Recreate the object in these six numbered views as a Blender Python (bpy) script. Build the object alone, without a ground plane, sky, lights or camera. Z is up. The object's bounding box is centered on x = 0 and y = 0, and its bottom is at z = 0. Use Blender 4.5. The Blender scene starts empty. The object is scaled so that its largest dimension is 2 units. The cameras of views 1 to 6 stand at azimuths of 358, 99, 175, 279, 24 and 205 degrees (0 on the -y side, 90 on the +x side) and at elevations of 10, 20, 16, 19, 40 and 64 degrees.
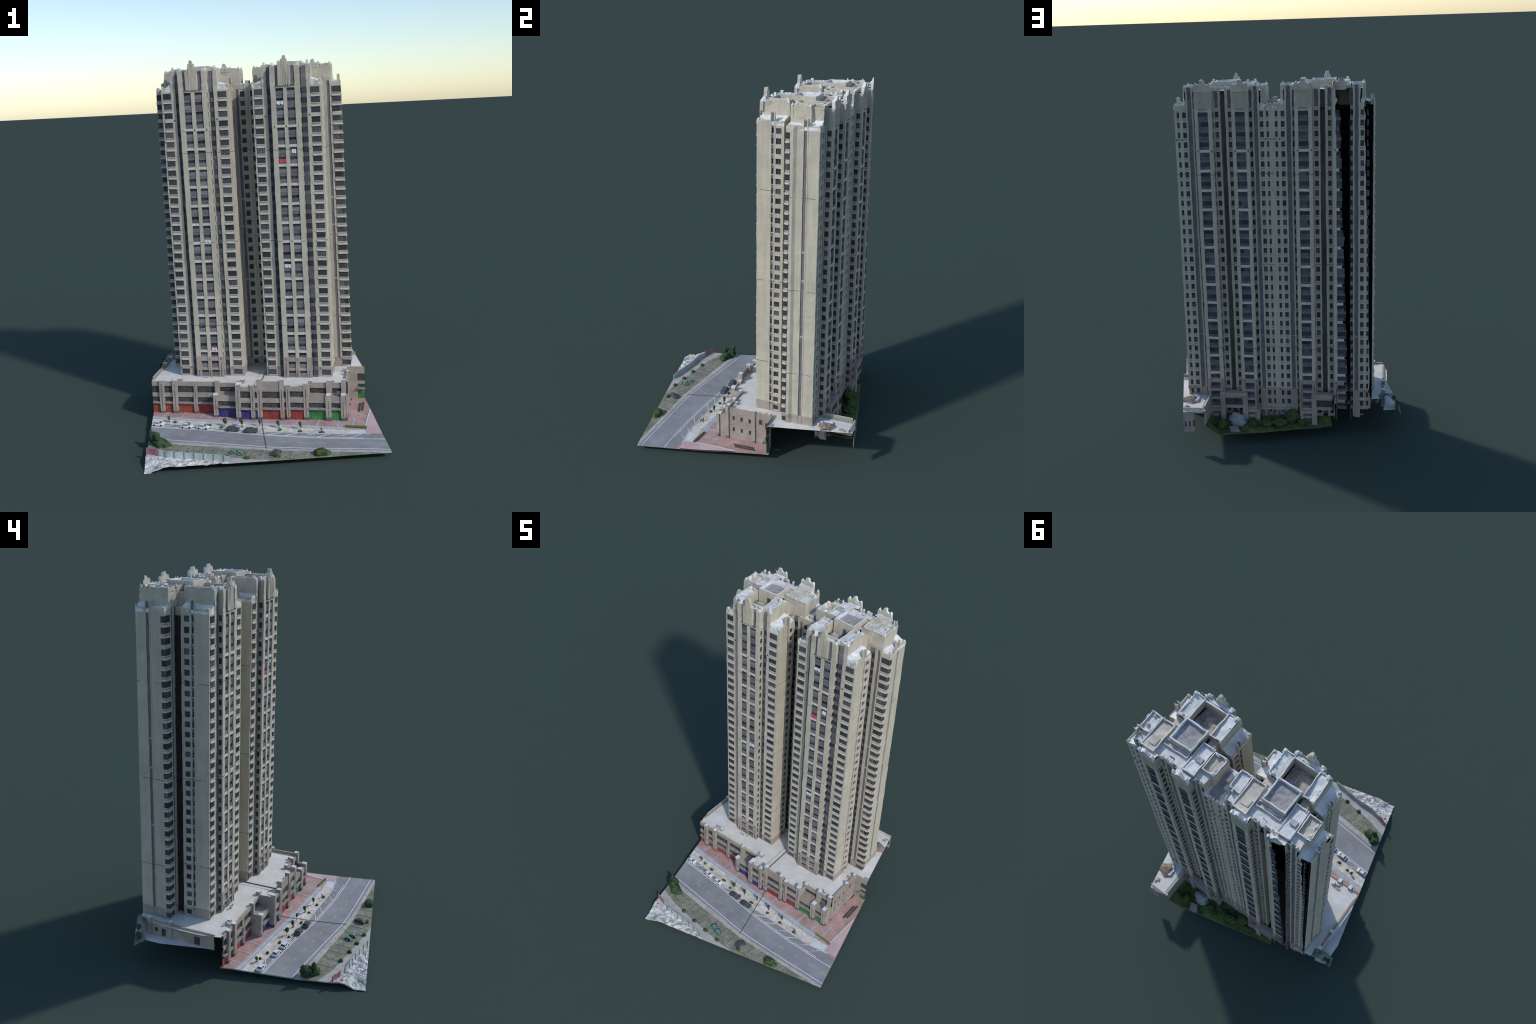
# Twin residential towers on a shop podium, with the street in front: built part by part.
import bpy, bmesh, math, random
from mathutils import Vector, Matrix, noise

random.seed(7)
HALF = 0.61                       # the site is cut to a square of this half width
TURN = math.radians(-13.0)        # the buildings stand turned against the square
CT, ST = math.cos(TURN), math.sin(TURN)
Z0, FLOOR = 0.228, 0.05227        # first window sill above the podium, storey height
WIN_H = 0.030

# ------------------------------------------------------------------ placing
def sstep(e0, e1, x):
    t = max(0.0, min(1.0, (x - e0) / (e1 - e0)))
    return t * t * (3 - 2 * t)

def wobble(p, amp=0.0019, freq=17.0):
    n = noise.noise_vector(p * freq)
    q = p + n * amp + noise.noise_vector(p * 55.0 + Vector((5, 1, 9))) * amp * 0.4
    if p.z > 1.835:
        k = min(1.0, (p.z - 1.835) / 0.02)
        q += noise.noise_vector(p * 46.0 + Vector((3, 7, 1))) * 0.0042 * k
    return q

def plan(a, b, z, shift=0.0):
    """building axes (a along the front, b to the back) to world, with the slight lean"""
    if shift:
        a -= 0.509 + 0.03 * (b - 0.142)
        if b < 0.30:
            b += 0.036 * (b - 0.30)
    elif 0.0 < b < 0.30 and z > 0.21:
        b += 0.036 * (b - 0.30)
    if z > 0.24:
        a -= (0.0065 + (0.004 * sstep(0.30, 0.47, a))) * (z - 1.1)
        b += 0.004 * (z - 1.0)
    else:
        a += 0.0056
        b -= 0.003
    return Vector((a * CT - b * ST, a * ST + b * CT, z))

def flat(a, b, z, shift=0.0):
    if shift:
        a -= 0.509 + 0.03 * (b - 0.142)
    return Vector((a * CT - b * ST, a * ST + b * CT, z))

# ------------------------------------------------------------------ materials
MATS = {}
def new_mat(name):
    m = bpy.data.materials.new(name)
    m.use_nodes = True
    nt = m.node_tree
    bs = nt.nodes["Principled BSDF"]
    bs.inputs["Roughness"].default_value = 0.85
    bs.inputs["Specular IOR Level"].default_value = 0.15
    MATS[name] = m
    return m, nt, bs

def rgba(c, k=1.0):
    return (c[0] * k, c[1] * k, c[2] * k, 1.0)

def tex_noise(nt, coord, scale, detail=3.0, rough=0.55, stretch=None):
    src = coord
    if stretch:
        mp = nt.nodes.new("ShaderNodeMapping")
        mp.inputs["Scale"].default_value = stretch
        nt.links.new(coord, mp.inputs["Vector"])
        src = mp.outputs[0]
    n = nt.nodes.new("ShaderNodeTexNoise")
    n.inputs["Scale"].default_value = scale
    n.inputs["Detail"].default_value = detail
    n.inputs["Roughness"].default_value = rough
    nt.links.new(src, n.inputs["Vector"])
    return n.outputs["Fac"]

def ramp(nt, fac, stops, interp="LINEAR"):
    r = nt.nodes.new("ShaderNodeValToRGB")
    r.color_ramp.interpolation = interp
    els = r.color_ramp.elements
    els[0].position, els[0].color = stops[0]
    els[1].position, els[1].color = stops[-1]
    for pos, col in stops[1:-1]:
        e = els.new(pos)
        e.color = col
    nt.links.new(fac, r.inputs[0])
    return r.outputs[0]

def mix(nt, fac, c1, c2, mode="MIX"):
    m = nt.nodes.new("ShaderNodeMix")
    m.data_type, m.blend_type = "RGBA", mode
    for sock, v in ((m.inputs["Factor"], fac), (m.inputs["A"], c1), (m.inputs["B"], c2)):
        if isinstance(v, (int, float)):
            sock.default_value = v
        elif isinstance(v, tuple):
            sock.default_value = v
        else:
            nt.links.new(v, sock)
    return m.outputs["Result"]

def maths(nt, op, a, b=None, c=None):
    m = nt.nodes.new("ShaderNodeMath")
    m.operation = op
    for i, v in enumerate((a, b, c)):
        if v is None:
            continue
        if isinstance(v, (int, float)):
            m.inputs[i].default_value = v
        else:
            nt.links.new(v, m.inputs[i])
    return m.outputs[0]

def obj_coord(nt):
    return nt.nodes.new("ShaderNodeTexCoord").outputs["Object"]

def noisy(name, c1, c2, scale=14.0, detail=4.0, fine=None, rough=0.85, spec=0.15, stretch=None, bump=0.0, bscale=200.0):
    m, nt, bs = new_mat(name)
    co = obj_coord(nt)
    f = tex_noise(nt, co, scale, detail, 0.6, stretch)
    col = ramp(nt, f, [(0.34, rgba(c1)), (0.66, rgba(c2))])
    if fine:
        g = tex_noise(nt, co, fine[0], 2.0, 0.6)
        k = fine[1]
        col = mix(nt, 1.0, col, ramp(nt, g, [(0.3, (1 - k, 1 - k, 1 - k, 1)), (0.7, (1, 1, 1, 1))]), "MULTIPLY")
    nt.links.new(col, bs.inputs["Base Color"])
    bs.inputs["Roughness"].default_value = rough
    bs.inputs["Specular IOR Level"].default_value = spec
    if bump:
        bn = nt.nodes.new("ShaderNodeBump")
        bn.inputs["Strength"].default_value = bump
        bn.inputs["Distance"].default_value = 0.002
        nt.links.new(tex_noise(nt, co, bscale, 3.0), bn.inputs["Height"])
        nt.links.new(bn.outputs[0], bs.inputs["Normal"])
    return m, nt, bs, col, co

def band_mask(nt, value, centre, half):
    d = maths(nt, "ABSOLUTE", maths(nt, "SUBTRACT", value, centre))
    return maths(nt, "LESS_THAN", d, half)

def wall_material(name, c1, c2, tint, seams=True):
    m, nt, bs, col, co = noisy(name, c1, c2, 9.0, 4.0, (120.0, 0.07))
    sep = nt.nodes.new("ShaderNodeSeparateXYZ")
    nt.links.new(co, sep.inputs[0])
    warm = ramp(nt, tex_noise(nt, co, 26.0, 2.0, 0.5, (1, 1, 0.6)), [(0.5, (0, 0, 0, 1)), (0.72, (0.5, 0.5, 0.5, 1))])
    col = mix(nt, warm, col, rgba(tint))
    cool = ramp(nt, tex_noise(nt, co, 41.0, 3.0, 0.6), [(0.5, (0, 0, 0, 1)), (0.75, (0.6, 0.6, 0.6, 1))])
    col = mix(nt, cool, col, (c1[0] * 0.92, c1[1] * 1.02, c1[2] * 1.03, 1))
    streak = ramp(nt, tex_noise(nt, co, 60.0, 3.0, 0.6, (1, 1, 0.06)), [(0.35, (0.90, 0.90, 0.90, 1)), (0.6, (1, 1, 1, 1))])
    col = mix(nt, 1.0, col, streak, "MULTIPLY")
    z = sep.outputs["Z"]
    # fine joints of the cladding, one per storey, and upright joints
    storey = maths(nt, "FRACT", maths(nt, "DIVIDE", maths(nt, "SUBTRACT", z, 0.2), FLOOR * 2))
    j1 = maths(nt, "LESS_THAN", storey, 0.013)
    col = mix(nt, maths(nt, "MULTIPLY", j1, 0.22), col, (0.30, 0.28, 0.24, 1))
    if seams:
        wav = tex_noise(nt, co, 9.0, 2.0)
        zz = maths(nt, "ADD", z, maths(nt, "MULTIPLY", maths(nt, "SUBTRACT", wav, 0.5), 0.006))
        brk = maths(nt, "GREATER_THAN", tex_noise(nt, co, 14.0, 2.0), 0.44)
        msk = None
        for zc in (1.5, 1.0, 0.522):
            b = band_mask(nt, zz, zc, 0.0015)
            msk = b if msk is None else maths(nt, "MAXIMUM", msk, b)
        col = mix(nt, maths(nt, "MULTIPLY", msk, maths(nt, "MULTIPLY", brk, 0.85)), col, (0.07, 0.065, 0.06, 1))
    nt.links.new(col, bs.inputs["Base Color"])
    return m

WALL = (0.60, 0.555, 0.455)
wall_material("beige_stone_cladding", (0.505, 0.467, 0.385), (0.60, 0.553, 0.453), (0.57, 0.48, 0.41))
wall_material("pinkish_base_cladding", (0.36, 0.305, 0.265), (0.44, 0.37, 0.325), (0.40, 0.31, 0.28), seams=False)
noisy("pale_ledge_stone", (0.58, 0.54, 0.46), (0.72, 0.67, 0.57), 40.0, 3.0, (150.0, 0.1))
noisy("pink_spandrel", (0.36, 0.30, 0.255), (0.48, 0.41, 0.35), 50.0, 3.0, (150.0, 0.1))
noisy("grey_violet_panel", (0.165, 0.155, 0.178), (0.225, 0.21, 0.235), 22.0, 4.0, (160.0, 0.15))
noisy("light_joint", (0.36, 0.35, 0.37), (0.46, 0.45, 0.46), 30.0)
noisy("grey_spandrel", (0.115, 0.115, 0.135), (0.18, 0.175, 0.195), 45.0, 3.0, (180.0, 0.2))
noisy("dark_shaft_wall", (0.10, 0.095, 0.095), (0.22, 0.205, 0.18), 13.0, 5.0, (90.0, 0.2), stretch=(1, 1, 0.25))
noisy("interior_darkness_paint", (0.035, 0.032, 0.028), (0.06, 0.054, 0.046), 30.0)
noisy("brown_ornament", (0.10, 0.08, 0.07), (0.16, 0.13, 0.11), 60.0)
noisy("rooftop_white", (0.66, 0.68, 0.69), (0.86, 0.88, 0.89), 26.0, 5.0, (110.0, 0.14))
noisy("rooftop_cream", (0.52, 0.48, 0.40), (0.70, 0.66, 0.58), 24.0, 5.0, (110.0, 0.12))
noisy("rooftop_grey", (0.33, 0.325, 0.335), (0.46, 0.45, 0.455), 30.0, 5.0, (150.0, 0.25))
noisy("court_clutter", (0.30, 0.295, 0.29), (0.66, 0.64, 0.59), 36.0, 4.0, (150.0, 0.25))
noisy("podium_deck_stone", (0.66, 0.655, 0.62), (0.80, 0.795, 0.765), 10.0, 5.0, (120.0, 0.10))
noisy("shop_stone", (0.315, 0.27, 0.235), (0.42, 0.365, 0.32), 16.0, 4.0, (120.0, 0.14))
noisy("shop_pier_stone", (0.33, 0.295, 0.26), (0.43, 0.385, 0.34), 20.0, 4.0, (120.0, 0.12))
noisy("dark_pier_foot", (0.10, 0.10, 0.105), (0.16, 0.155, 0.155), 40.0)
noisy("awning_grey", (0.26, 0.235, 0.225), (0.36, 0.33, 0.315), 40.0, 4.0, (160.0, 0.25))

def shutter(name, c1, c2):
    m, nt, bs, col, co = noisy(name, c1, c2, 30.0, 4.0, (150.0, 0.2))
    rot = nt.nodes.new("ShaderNodeMapping")
    rot.inputs["Rotation"].default_value = (0, 0, -TURN)
    nt.links.new(co, rot.inputs["Vector"])
    sep = nt.nodes.new("ShaderNodeSeparateXYZ")
    nt.links.new(rot.outputs[0], sep.inputs[0])
    f = maths(nt, "FRACT", maths(nt, "MULTIPLY", sep.outputs["X"], 80.0))
    col = mix(nt, maths(nt, "MULTIPLY", maths(nt, "LESS_THAN", f, 0.22), 0.55), col, rgba(c1, 0.35))
    nt.links.new(col, bs.inputs["Base Color"])
shutter("red_shutter", (0.25, 0.045, 0.045), (0.38, 0.085, 0.08))
shutter("orange_red_shutter", (0.28, 0.06, 0.045), (0.42, 0.115, 0.085))
shutter("blue_shutter", (0.045, 0.04, 0.16), (0.085, 0.075, 0.24))
shutter("green_shutter", (0.04, 0.16, 0.06), (0.085, 0.28, 0.10))

def glass(name, c1, c2, c3, random_by_object=False):
    m, nt, bs = new_mat(name)
    co = obj_coord(nt)
    if random_by_object:
        rnd = nt.nodes.new("ShaderNodeObjectInfo").outputs["Random"]
    else:
        mp = nt.nodes.new("ShaderNodeMapping")
        mp.inputs["Rotation"].default_value = (0, 0, -TURN)
        mp.inputs["Location"].default_value = (0, 0, -(Z0 - 0.011) / FLOOR)
        mp.inputs["Scale"].default_value = (26, 26, 1 / FLOOR)
        nt.links.new(co, mp.inputs["Vector"])
        fl = nt.nodes.new("ShaderNodeVectorMath")
        fl.operation = "FLOOR"
        nt.links.new(mp.outputs[0], fl.inputs[0])
        wn = nt.nodes.new("ShaderNodeTexWhiteNoise")
        wn.noise_dimensions = "3D"
        nt.links.new(fl.outputs[0], wn.inputs["Vector"])
        rnd = wn.outputs["Value"]
    base = ramp(nt, rnd, [(0.0, rgba(c1)), (0.5, rgba(c2)), (0.86, rgba(c2, 1.35)), (1.0, rgba(c3))])
    g = tex_noise(nt, co, 110.0, 3.0, 0.6)
    col = mix(nt, 1.0, base, ramp(nt, g, [(0.3, (0.6, 0.6, 0.6, 1)), (0.7, (1.25, 1.25, 1.25, 1))]), "MULTIPLY")
    nt.links.new(col, bs.inputs["Base Color"])
    bs.inputs["Roughness"].default_value = 0.45
    bs.inputs["Specular IOR Level"].default_value = 0.25
glass("window_glass", (0.030, 0.036, 0.046), (0.060, 0.066, 0.080), (0.14, 0.16, 0.19))
glass("window_glass_varied", (0.030, 0.036, 0.046), (0.068, 0.074, 0.088), (0.13, 0.15, 0.18), True)
glass("balcony_interior", (0.022, 0.024, 0.030), (0.060, 0.060, 0.070), (0.10, 0.10, 0.11), True)
glass("balcony_glass", (0.12, 0.118, 0.13), (0.185, 0.178, 0.195), (0.26, 0.27, 0.30), True)
noisy("window_frame", (0.075, 0.08, 0.092), (0.11, 0.115, 0.13), 60.0)
noisy("shop_window_glass", (0.045, 0.045, 0.05), (0.115, 0.11, 0.115), 60.0, 4.0, (170.0, 0.3), rough=0.5)
noisy("laundry_red", (0.55, 0.05, 0.12), (0.62, 0.09, 0.16), 50.0)
noisy("laundry_white", (0.55, 0.62, 0.70), (0.72, 0.76, 0.82), 90.0)
noisy("laundry_pink", (0.75, 0.42, 0.55), (0.85, 0.62, 0.72), 90.0)
# street
m, nt, bs, col, co = noisy("asphalt", (0.255, 0.265, 0.285), (0.335, 0.345, 0.37), 7.0, 5.0, (240.0, 0.16))
noisy("parking_asphalt", (0.25, 0.255, 0.27), (0.36, 0.365, 0.375), 15.0, 5.0, (240.0, 0.16))
noisy("road_paint_white", (0.62, 0.64, 0.68), (0.80, 0.82, 0.86), 60.0, 3.0)
noisy("road_paint_yellow", (0.46, 0.38, 0.20), (0.60, 0.50, 0.28), 60.0, 3.0)
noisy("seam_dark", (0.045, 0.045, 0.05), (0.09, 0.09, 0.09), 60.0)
noisy("paint_magenta", (0.55, 0.12, 0.50), (0.65, 0.22, 0.58), 60.0)
noisy("paint_green", (0.10, 0.55, 0.30), (0.2, 0.65, 0.4), 60.0)
m, nt, bs, col, co = noisy("red_paving", (0.40, 0.24, 0.215), (0.58, 0.40, 0.375), 13.0, 5.0, (180.0, 0.2))
noisy("pale_red_paving", (0.55, 0.39, 0.39), (0.64, 0.49, 0.49), 13.0, 5.0, (180.0, 0.16))
noisy("grey_paving", (0.38, 0.41, 0.46), (0.50, 0.53, 0.58), 26.0, 4.0, (170.0, 0.2))
noisy("pale_verge_paving", (0.50, 0.45, 0.39), (0.84, 0.81, 0.76), 26.0, 5.0, (120.0, 0.2))
noisy("white_concrete", (0.60, 0.61, 0.62), (0.78, 0.79, 0.80), 20.0, 5.0, (120.0, 0.15))
noisy("dry_soil", (0.42, 0.40, 0.37), (0.58, 0.56, 0.53), 22.0, 5.0, (150.0, 0.25))
noisy("parking_lawn", (0.20, 0.215, 0.165), (0.36, 0.36, 0.29), 24.0, 6.0, (190.0, 0.35), bump=0.5)
noisy("lawn_line", (0.33, 0.31, 0.26), (0.42, 0.39, 0.33), 60.0)
noisy("footpath_stone", (0.42, 0.42, 0.40), (0.55, 0.55, 0.53), 18.0, 5.0, (150.0, 0.15))
m, nt, bs, col, co = noisy("rubble_white", (0.34, 0.33, 0.32), (0.72, 0.72, 0.72), 60.0, 6.0, (150.0, 0.4), bump=0.6)
vor = nt.nodes.new("ShaderNodeTexVoronoi")
vor.inputs["Scale"].default_value = 130.0
nt.links.new(co, vor.inputs["Vector"])
col = mix(nt, 0.10, ramp(nt, tex_noise(nt, co, 38.0, 6.0), [(0.35, (0.30, 0.28, 0.25, 1)), (0.62, (0.74, 0.75, 0.77, 1))]), vor.outputs["Color"])
nt.links.new(col, bs.inputs["Base Color"])
noisy("fence_panel", (0.40, 0.46, 0.46), (0.56, 0.62, 0.61), 22.0, 4.0, (120.0, 0.15))
noisy("fence_panel_red", (0.36, 0.12, 0.17), (0.44, 0.22, 0.26), 22.0)
noisy("fence_post", (0.16, 0.15, 0.16), (0.24, 0.22, 0.23), 50.0)
noisy("garden_earth", (0.055, 0.085, 0.035), (0.14, 0.19, 0.06), 20.0, 5.0, (120.0, 0.3), bump=0.5)
noisy("overgrown_bank", (0.07, 0.11, 0.06), (0.36, 0.38, 0.37), 16.0, 5.0, (120.0, 0.3))
noisy("garden_path", (0.24, 0.19, 0.19), (0.32, 0.26, 0.26), 40.0)
noisy("tarpaulin", (0.18, 0.20, 0.20), (0.34, 0.36, 0.37), 20.0, 5.0)

def foliage(name, c1, c2):
    m, nt, bs, col, co = noisy(name, c1, c2, 60.0, 4.0, (220.0, 0.35), rough=0.9, spec=0.05)
    tr = nt.nodes.new("ShaderNodeBsdfTranslucent")
    nt.links.new(col, tr.inputs["Color"])
    ms = nt.nodes.new("ShaderNodeMixShader")
    ms.inputs[0].default_value = 0.12
    out = nt.nodes["Material Output"]
    nt.links.new(bs.outputs[0], ms.inputs[1])
    nt.links.new(tr.outputs[0], ms.inputs[2])
    nt.links.new(ms.outputs[0], out.inputs["Surface"])
foliage("shrub_leaves", (0.045, 0.085, 0.035), (0.13, 0.19, 0.07))
foliage("tree_leaves", (0.035, 0.075, 0.040), (0.10, 0.15, 0.075))
noisy("tree_bark", (0.20, 0.16, 0.13), (0.34, 0.29, 0.24), 50.0)
noisy("hedge_leaves", (0.08, 0.16, 0.05), (0.16, 0.25, 0.09), 90.0, 4.0, (220.0, 0.3))
noisy("car_paint_white", (0.68, 0.69, 0.71), (0.80, 0.81, 0.83), 30.0, rough=0.4, spec=0.4)
noisy("car_paint_dark", (0.055, 0.06, 0.068), (0.095, 0.10, 0.11), 30.0, rough=0.4, spec=0.4)
noisy("car_paint_green", (0.10, 0.30, 0.25), (0.16, 0.40, 0.33), 30.0, rough=0.4, spec=0.4)
noisy("car_glass", (0.05, 0.055, 0.065), (0.10, 0.11, 0.125), 40.0, rough=0.3, spec=0.4)
noisy("car_tyre", (0.02, 0.02, 0.022), (0.04, 0.04, 0.042), 40.0)
noisy("teal_gutter", (0.20, 0.33, 0.33), (0.32, 0.43, 0.42), 40.0)
noisy("brown_earth_heap", (0.27, 0.21, 0.165), (0.37, 0.30, 0.24), 40.0, 5.0, (140.0, 0.2))
noisy("bag_white", (0.66, 0.66, 0.76), (0.84, 0.84, 0.90), 60.0)
noisy("brick_coping", (0.40, 0.30, 0.19), (0.54, 0.44, 0.30), 50.0)

# ------------------------------------------------------------------ mesh building
class Builder:
    """collects faces in building axes, one mesh object per material"""
    def __init__(self):
        self.parts = {}
    def face(self, mat, pts):
        self.parts.setdefault(mat, []).append(pts)
    def quad(self, mat, a, b, c, d):
        self.face(mat, (a, b, c, d))
    def box(self, mat, a0, a1, b0, b1, z0, z1, top=None, bottom=False):
        """upright box, open below"""
        t = top or mat
        p = [(a0, b0), (a1, b0), (a1, b1), (a0, b1)]
        for i in range(4):
            q, r = p[i], p[(i + 1) % 4]
            self.quad(mat, (*q, z0), (*r, z0), (*r, z1), (*q, z1))
        self.quad(t, *[(*q, z1) for q in p])
        if bottom:
            self.quad(mat, *[(*q, z0) for q in reversed(p)])
    def deck(self, mat, a0, a1, b0, b1, z, n=6, tilt=(0, 0), dish=0.0, skirt=None):
        for i in range(n):
            for j in range(n):
                pts = []
                for di, dj in ((0, 0), (1, 0), (1, 1), (0, 1)):
                    s, t = (i + di) / n, (j + dj) / n
                    zz = z + tilt[0] * (s - .5) + tilt[1] * (t - .5) - dish * (1 - (2 * s - 1) ** 2) * (1 - (2 * t - 1) ** 2)
                    pts.append((a0 + (a1 - a0) * s, b0 + (b1 - b0) * t, zz))
                self.face(mat, pts)
                if skirt:
                    for k, on in ((0, j == 0), (1, i == n - 1), (2, j == n - 1), (3, i == 0)):
                        if on:
                            p, q = pts[k], pts[(k + 1) % 4]
                            self.face(skirt, ((p[0], p[1], z - 0.03), (q[0], q[1], z - 0.03), q, p))
    def tray(self, wall, floor, a0, a1, b0, b1, zlow, zrim, depth, rim=0.006, tilt=(0, 0), dish=0.0, zout=None):
        """box with a raised rim and a sunken floor (flat roof with parapet)"""
        o = [(a0, b0), (a1, b0), (a1, b1), (a0, b1)]
        k = [(a0 + rim, b0 + rim), (a1 - rim, b0 + rim), (a1 - rim, b1 - rim), (a0 + rim, b1 - rim)]
        zf = zrim - depth
        for i in range(4):
            j = (i + 1) % 4
            m = 4
            for s in range(m):
                t0, t1 = s / m, (s + 1) / m
                L = lambda p, q, t: (p[0] + (q[0] - p[0]) * t, p[1] + (q[1] - p[1]) * t)
                oa, ob, ka, kb = L(o[i], o[j], t0), L(o[i], o[j], t1), L(k[i], k[j], t0), L(k[i], k[j], t1)
                if zlow < zrim:
                    self.quad(wall, (*oa, zlow), (*ob, zlow), (*ob, zrim), (*oa, zrim))
                self.quad("rooftop_white", (*oa, zrim), (*ob, zrim), (*kb, zrim), (*ka, zrim))
                self.quad(zout or wall, (*ka, zrim), (*kb, zrim), (*kb, zf - .012), (*ka, zf - .012))
        self.deck(floor, k[0][0], k[1][0], k[0][1], k[2][1], zf, 5, tilt, dish)
    def pinnacle(self, mat, a0, a1, b0, b1, z0, z1, tip):
        """small pier end with a pointed cap"""
        self.box(mat, a0, a1, b0, b1, z0, z1)
        am, bm = (a0 + a1) / 2, (b0 + b1) / 2
        p = [(a0, b0), (a1, b0), (a1, b1), (a0, b1)]
        for i in range(4):
            q, r = p[i], p[(i + 1) % 4]
            self.face("rooftop_white" if i in (1, 2, 3) else mat, ((*q, z1), (*r, z1), (am, bm, z1 + tip)))
    def prism(self, mat, outline, b0, b1, side=None):
        """outline in (a, z), extruded from b0 to b1"""
        self.face(mat, [(a, b0, z) for a, z in outline])
        self.face(mat, [(a, b1, z) for a, z in reversed(outline)])
        n = len(outline)
        for i in range(n):
            (a1, z1), (a2, z2) = outline[i], outline[(i + 1) % n]
            self.quad(side or mat, (a1, b0, z1), (a1, b1, z1), (a2, b1, z2), (a2, b0, z2))
    def panel(self, p0, p1, cols, rows, zbot, ztop):
        """relief facade: cols = [(u0, u1, rule)], rule(z) -> (depth, material or None) or 'void'"""
        du = Vector((p1[0] - p0[0], p1[1] - p0[1])).normalized()
        nn = Vector((du.y, -du.x))
        P = lambda u, d, z: (p0[0] + du.x * u + nn.x * d, p0[1] + du.y * u + nn.y * d, z)
        zs = sorted({round(z, 5) for z in rows if zbot < z < ztop} | {zbot, ztop})
        cells = [[rule((zs[j] + zs[j + 1]) / 2) for j in range(len(zs) - 1)] for _, _, rule in cols]
        for i, (u0, u1, _) in enumerate(cols):
            for j in range(len(zs) - 1):
                c = cells[i][j]
                if c == "void":
                    continue
                d, m = c
                za, zb = zs[j], zs[j + 1]
                if m:
                    self.quad(m, P(u0, d, za), P(u1, d, za), P(u1, d, zb), P(u0, d, zb))
                # returns to the next column and row
                e = cells[i + 1][j] if i + 1 < len(cols) else None
                if e and e != "void" and abs(e[0] - d) > 1e-5:
                    mm = (m if d > e[0] else e[1]) or m or e[1] or "grey_spandrel"
                    self.quad(mm, P(u1, d, za), P(u1, e[0], za), P(u1, e[0], zb), P(u1, d, zb))
                if i + 1 == len(cols) and abs(d) > 1e-5 and m:
                    self.quad(m, P(u1, d, za), P(u1, 0, za), P(u1, 0, zb), P(u1, d, zb))
                if i == 0 and abs(d) > 1e-5 and m:
                    self.quad(m, P(u0, 0, za), P(u0, d, za), P(u0, d, zb), P(u0, 0, zb))
                e = cells[i][j + 1] if j + 2 < len(zs) else None
                if e and e != "void" and abs(e[0] - d) > 1e-5:
                    mm = (m if d > e[0] else e[1]) or m or e[1] or "grey_spandrel"
                    self.quad(mm, P(u0, d, zb), P(u1, d, zb), P(u1, e[0], zb), P(u0, e[0], zb))
                elif e == "void":
                    self.quad(m or "rooftop_white", P(u0, d, zb), P(u1, d, zb), P(u1, d - .006, zb), P(u0, d - .006, zb))
        return P

def finish(name, faces, mat, parent, shift=0.0, place=plan, wob=wobble, clip=True, stuff=True, smooth=False):
    me = bpy.data.meshes.new(name)
    bm = bmesh.new()
    cache = {}
    for pts in faces:
        vs = []
        for p in pts:
            key = (round(p[0], 5), round(p[1], 5), round(p[2], 5))
            v = cache.get(key)
            if v is None:
                q = place(p[0], p[1], p[2], shift)
                v = cache[key] = bm.verts.new(wob(q) if wob else q)
            if v not in vs:
                vs.append(v)
        if len(vs) > 2:
            try:
                bm.faces.new(vs)
            except ValueError:
                pass
    if clip:
        for co, no in (((HALF, 0, 0), (1, 0, 0)), ((-HALF, 0, 0), (-1, 0, 0)), ((0, HALF, 0), (0, 1, 0)), ((0, -HALF, 0), (0, -1, 0))):
            bmesh.ops.bisect_plane(bm, geom=bm.verts[:] + bm.edges[:] + bm.faces[:], plane_co=co, plane_no=no, clear_outer=True)
    bm.normal_update()
    bm.to_mesh(me)
    bm.free()
    me.materials.append(MATS[mat])
    if smooth:
        me.polygons.foreach_set("use_smooth", [True] * len(me.polygons))
    ob = bpy.data.objects.new(name, me)
    bpy.context.scene.collection.objects.link(ob)
    ob.parent = parent
    if stuff:
        ob["kind"] = "stuff"
    return ob

def mesh_object(name, verts, faces, mats, parent, fmat=None, smooth=False):
    me = bpy.data.meshes.new(name)
    me.from_pydata(verts, [], faces)
    for m in mats:
        me.materials.append(MATS[m])
    if fmat:
        me.polygons.foreach_set("material_index", fmat)
    if smooth:
        me.polygons.foreach_set("use_smooth", [True] * len(me.polygons))
    ob = bpy.data.objects.new(name, me)
    bpy.context.scene.collection.objects.link(ob)
    ob.parent = parent
    return ob

PART_NAME = {
    "beige_stone_cladding": "facade_wall", "pinkish_base_cladding": "base_wall", "pale_ledge_stone": "window_ledge",
    "pink_spandrel": "spandrel_band", "grey_violet_panel": "violet_band", "light_joint": "band_joint", "grey_spandrel": "recess_spandrel",
    "dark_shaft_wall": "service_shaft", "interior_darkness_paint": "darkened_lining", "brown_ornament": "square_ornament", "rooftop_white": "parapet_coping", "rooftop_cream": "roof_terrace",
    "rooftop_grey": "tank_roof", "court_clutter": "roof_court_floor", "window_glass": "window_pane", "podium_deck_stone": "roof_deck",
    "shop_stone": "shop_wall", "shop_pier_stone": "shop_pier", "dark_pier_foot": "pier_foot", "awning_grey": "awning", "red_shutter": "red_shutter",
    "orange_red_shutter": "orange_shutter", "blue_shutter": "blue_shutter", "green_shutter": "green_shutter", "shop_window_glass": "shop_window",
    "teal_gutter": "gutter", "brick_coping": "coping", "tarpaulin": "tarpaulin_heap", "brown_earth_heap": "earth_heap"}

# ------------------------------------------------------------------ the thing
root = bpy.data.objects.new("apartment_block", None)
bpy.context.scene.collection.objects.link(root)
root["label"] = "twin beige high-rise apartment towers on a shop podium beside a street"
root["category"] = "apartment building"

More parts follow.
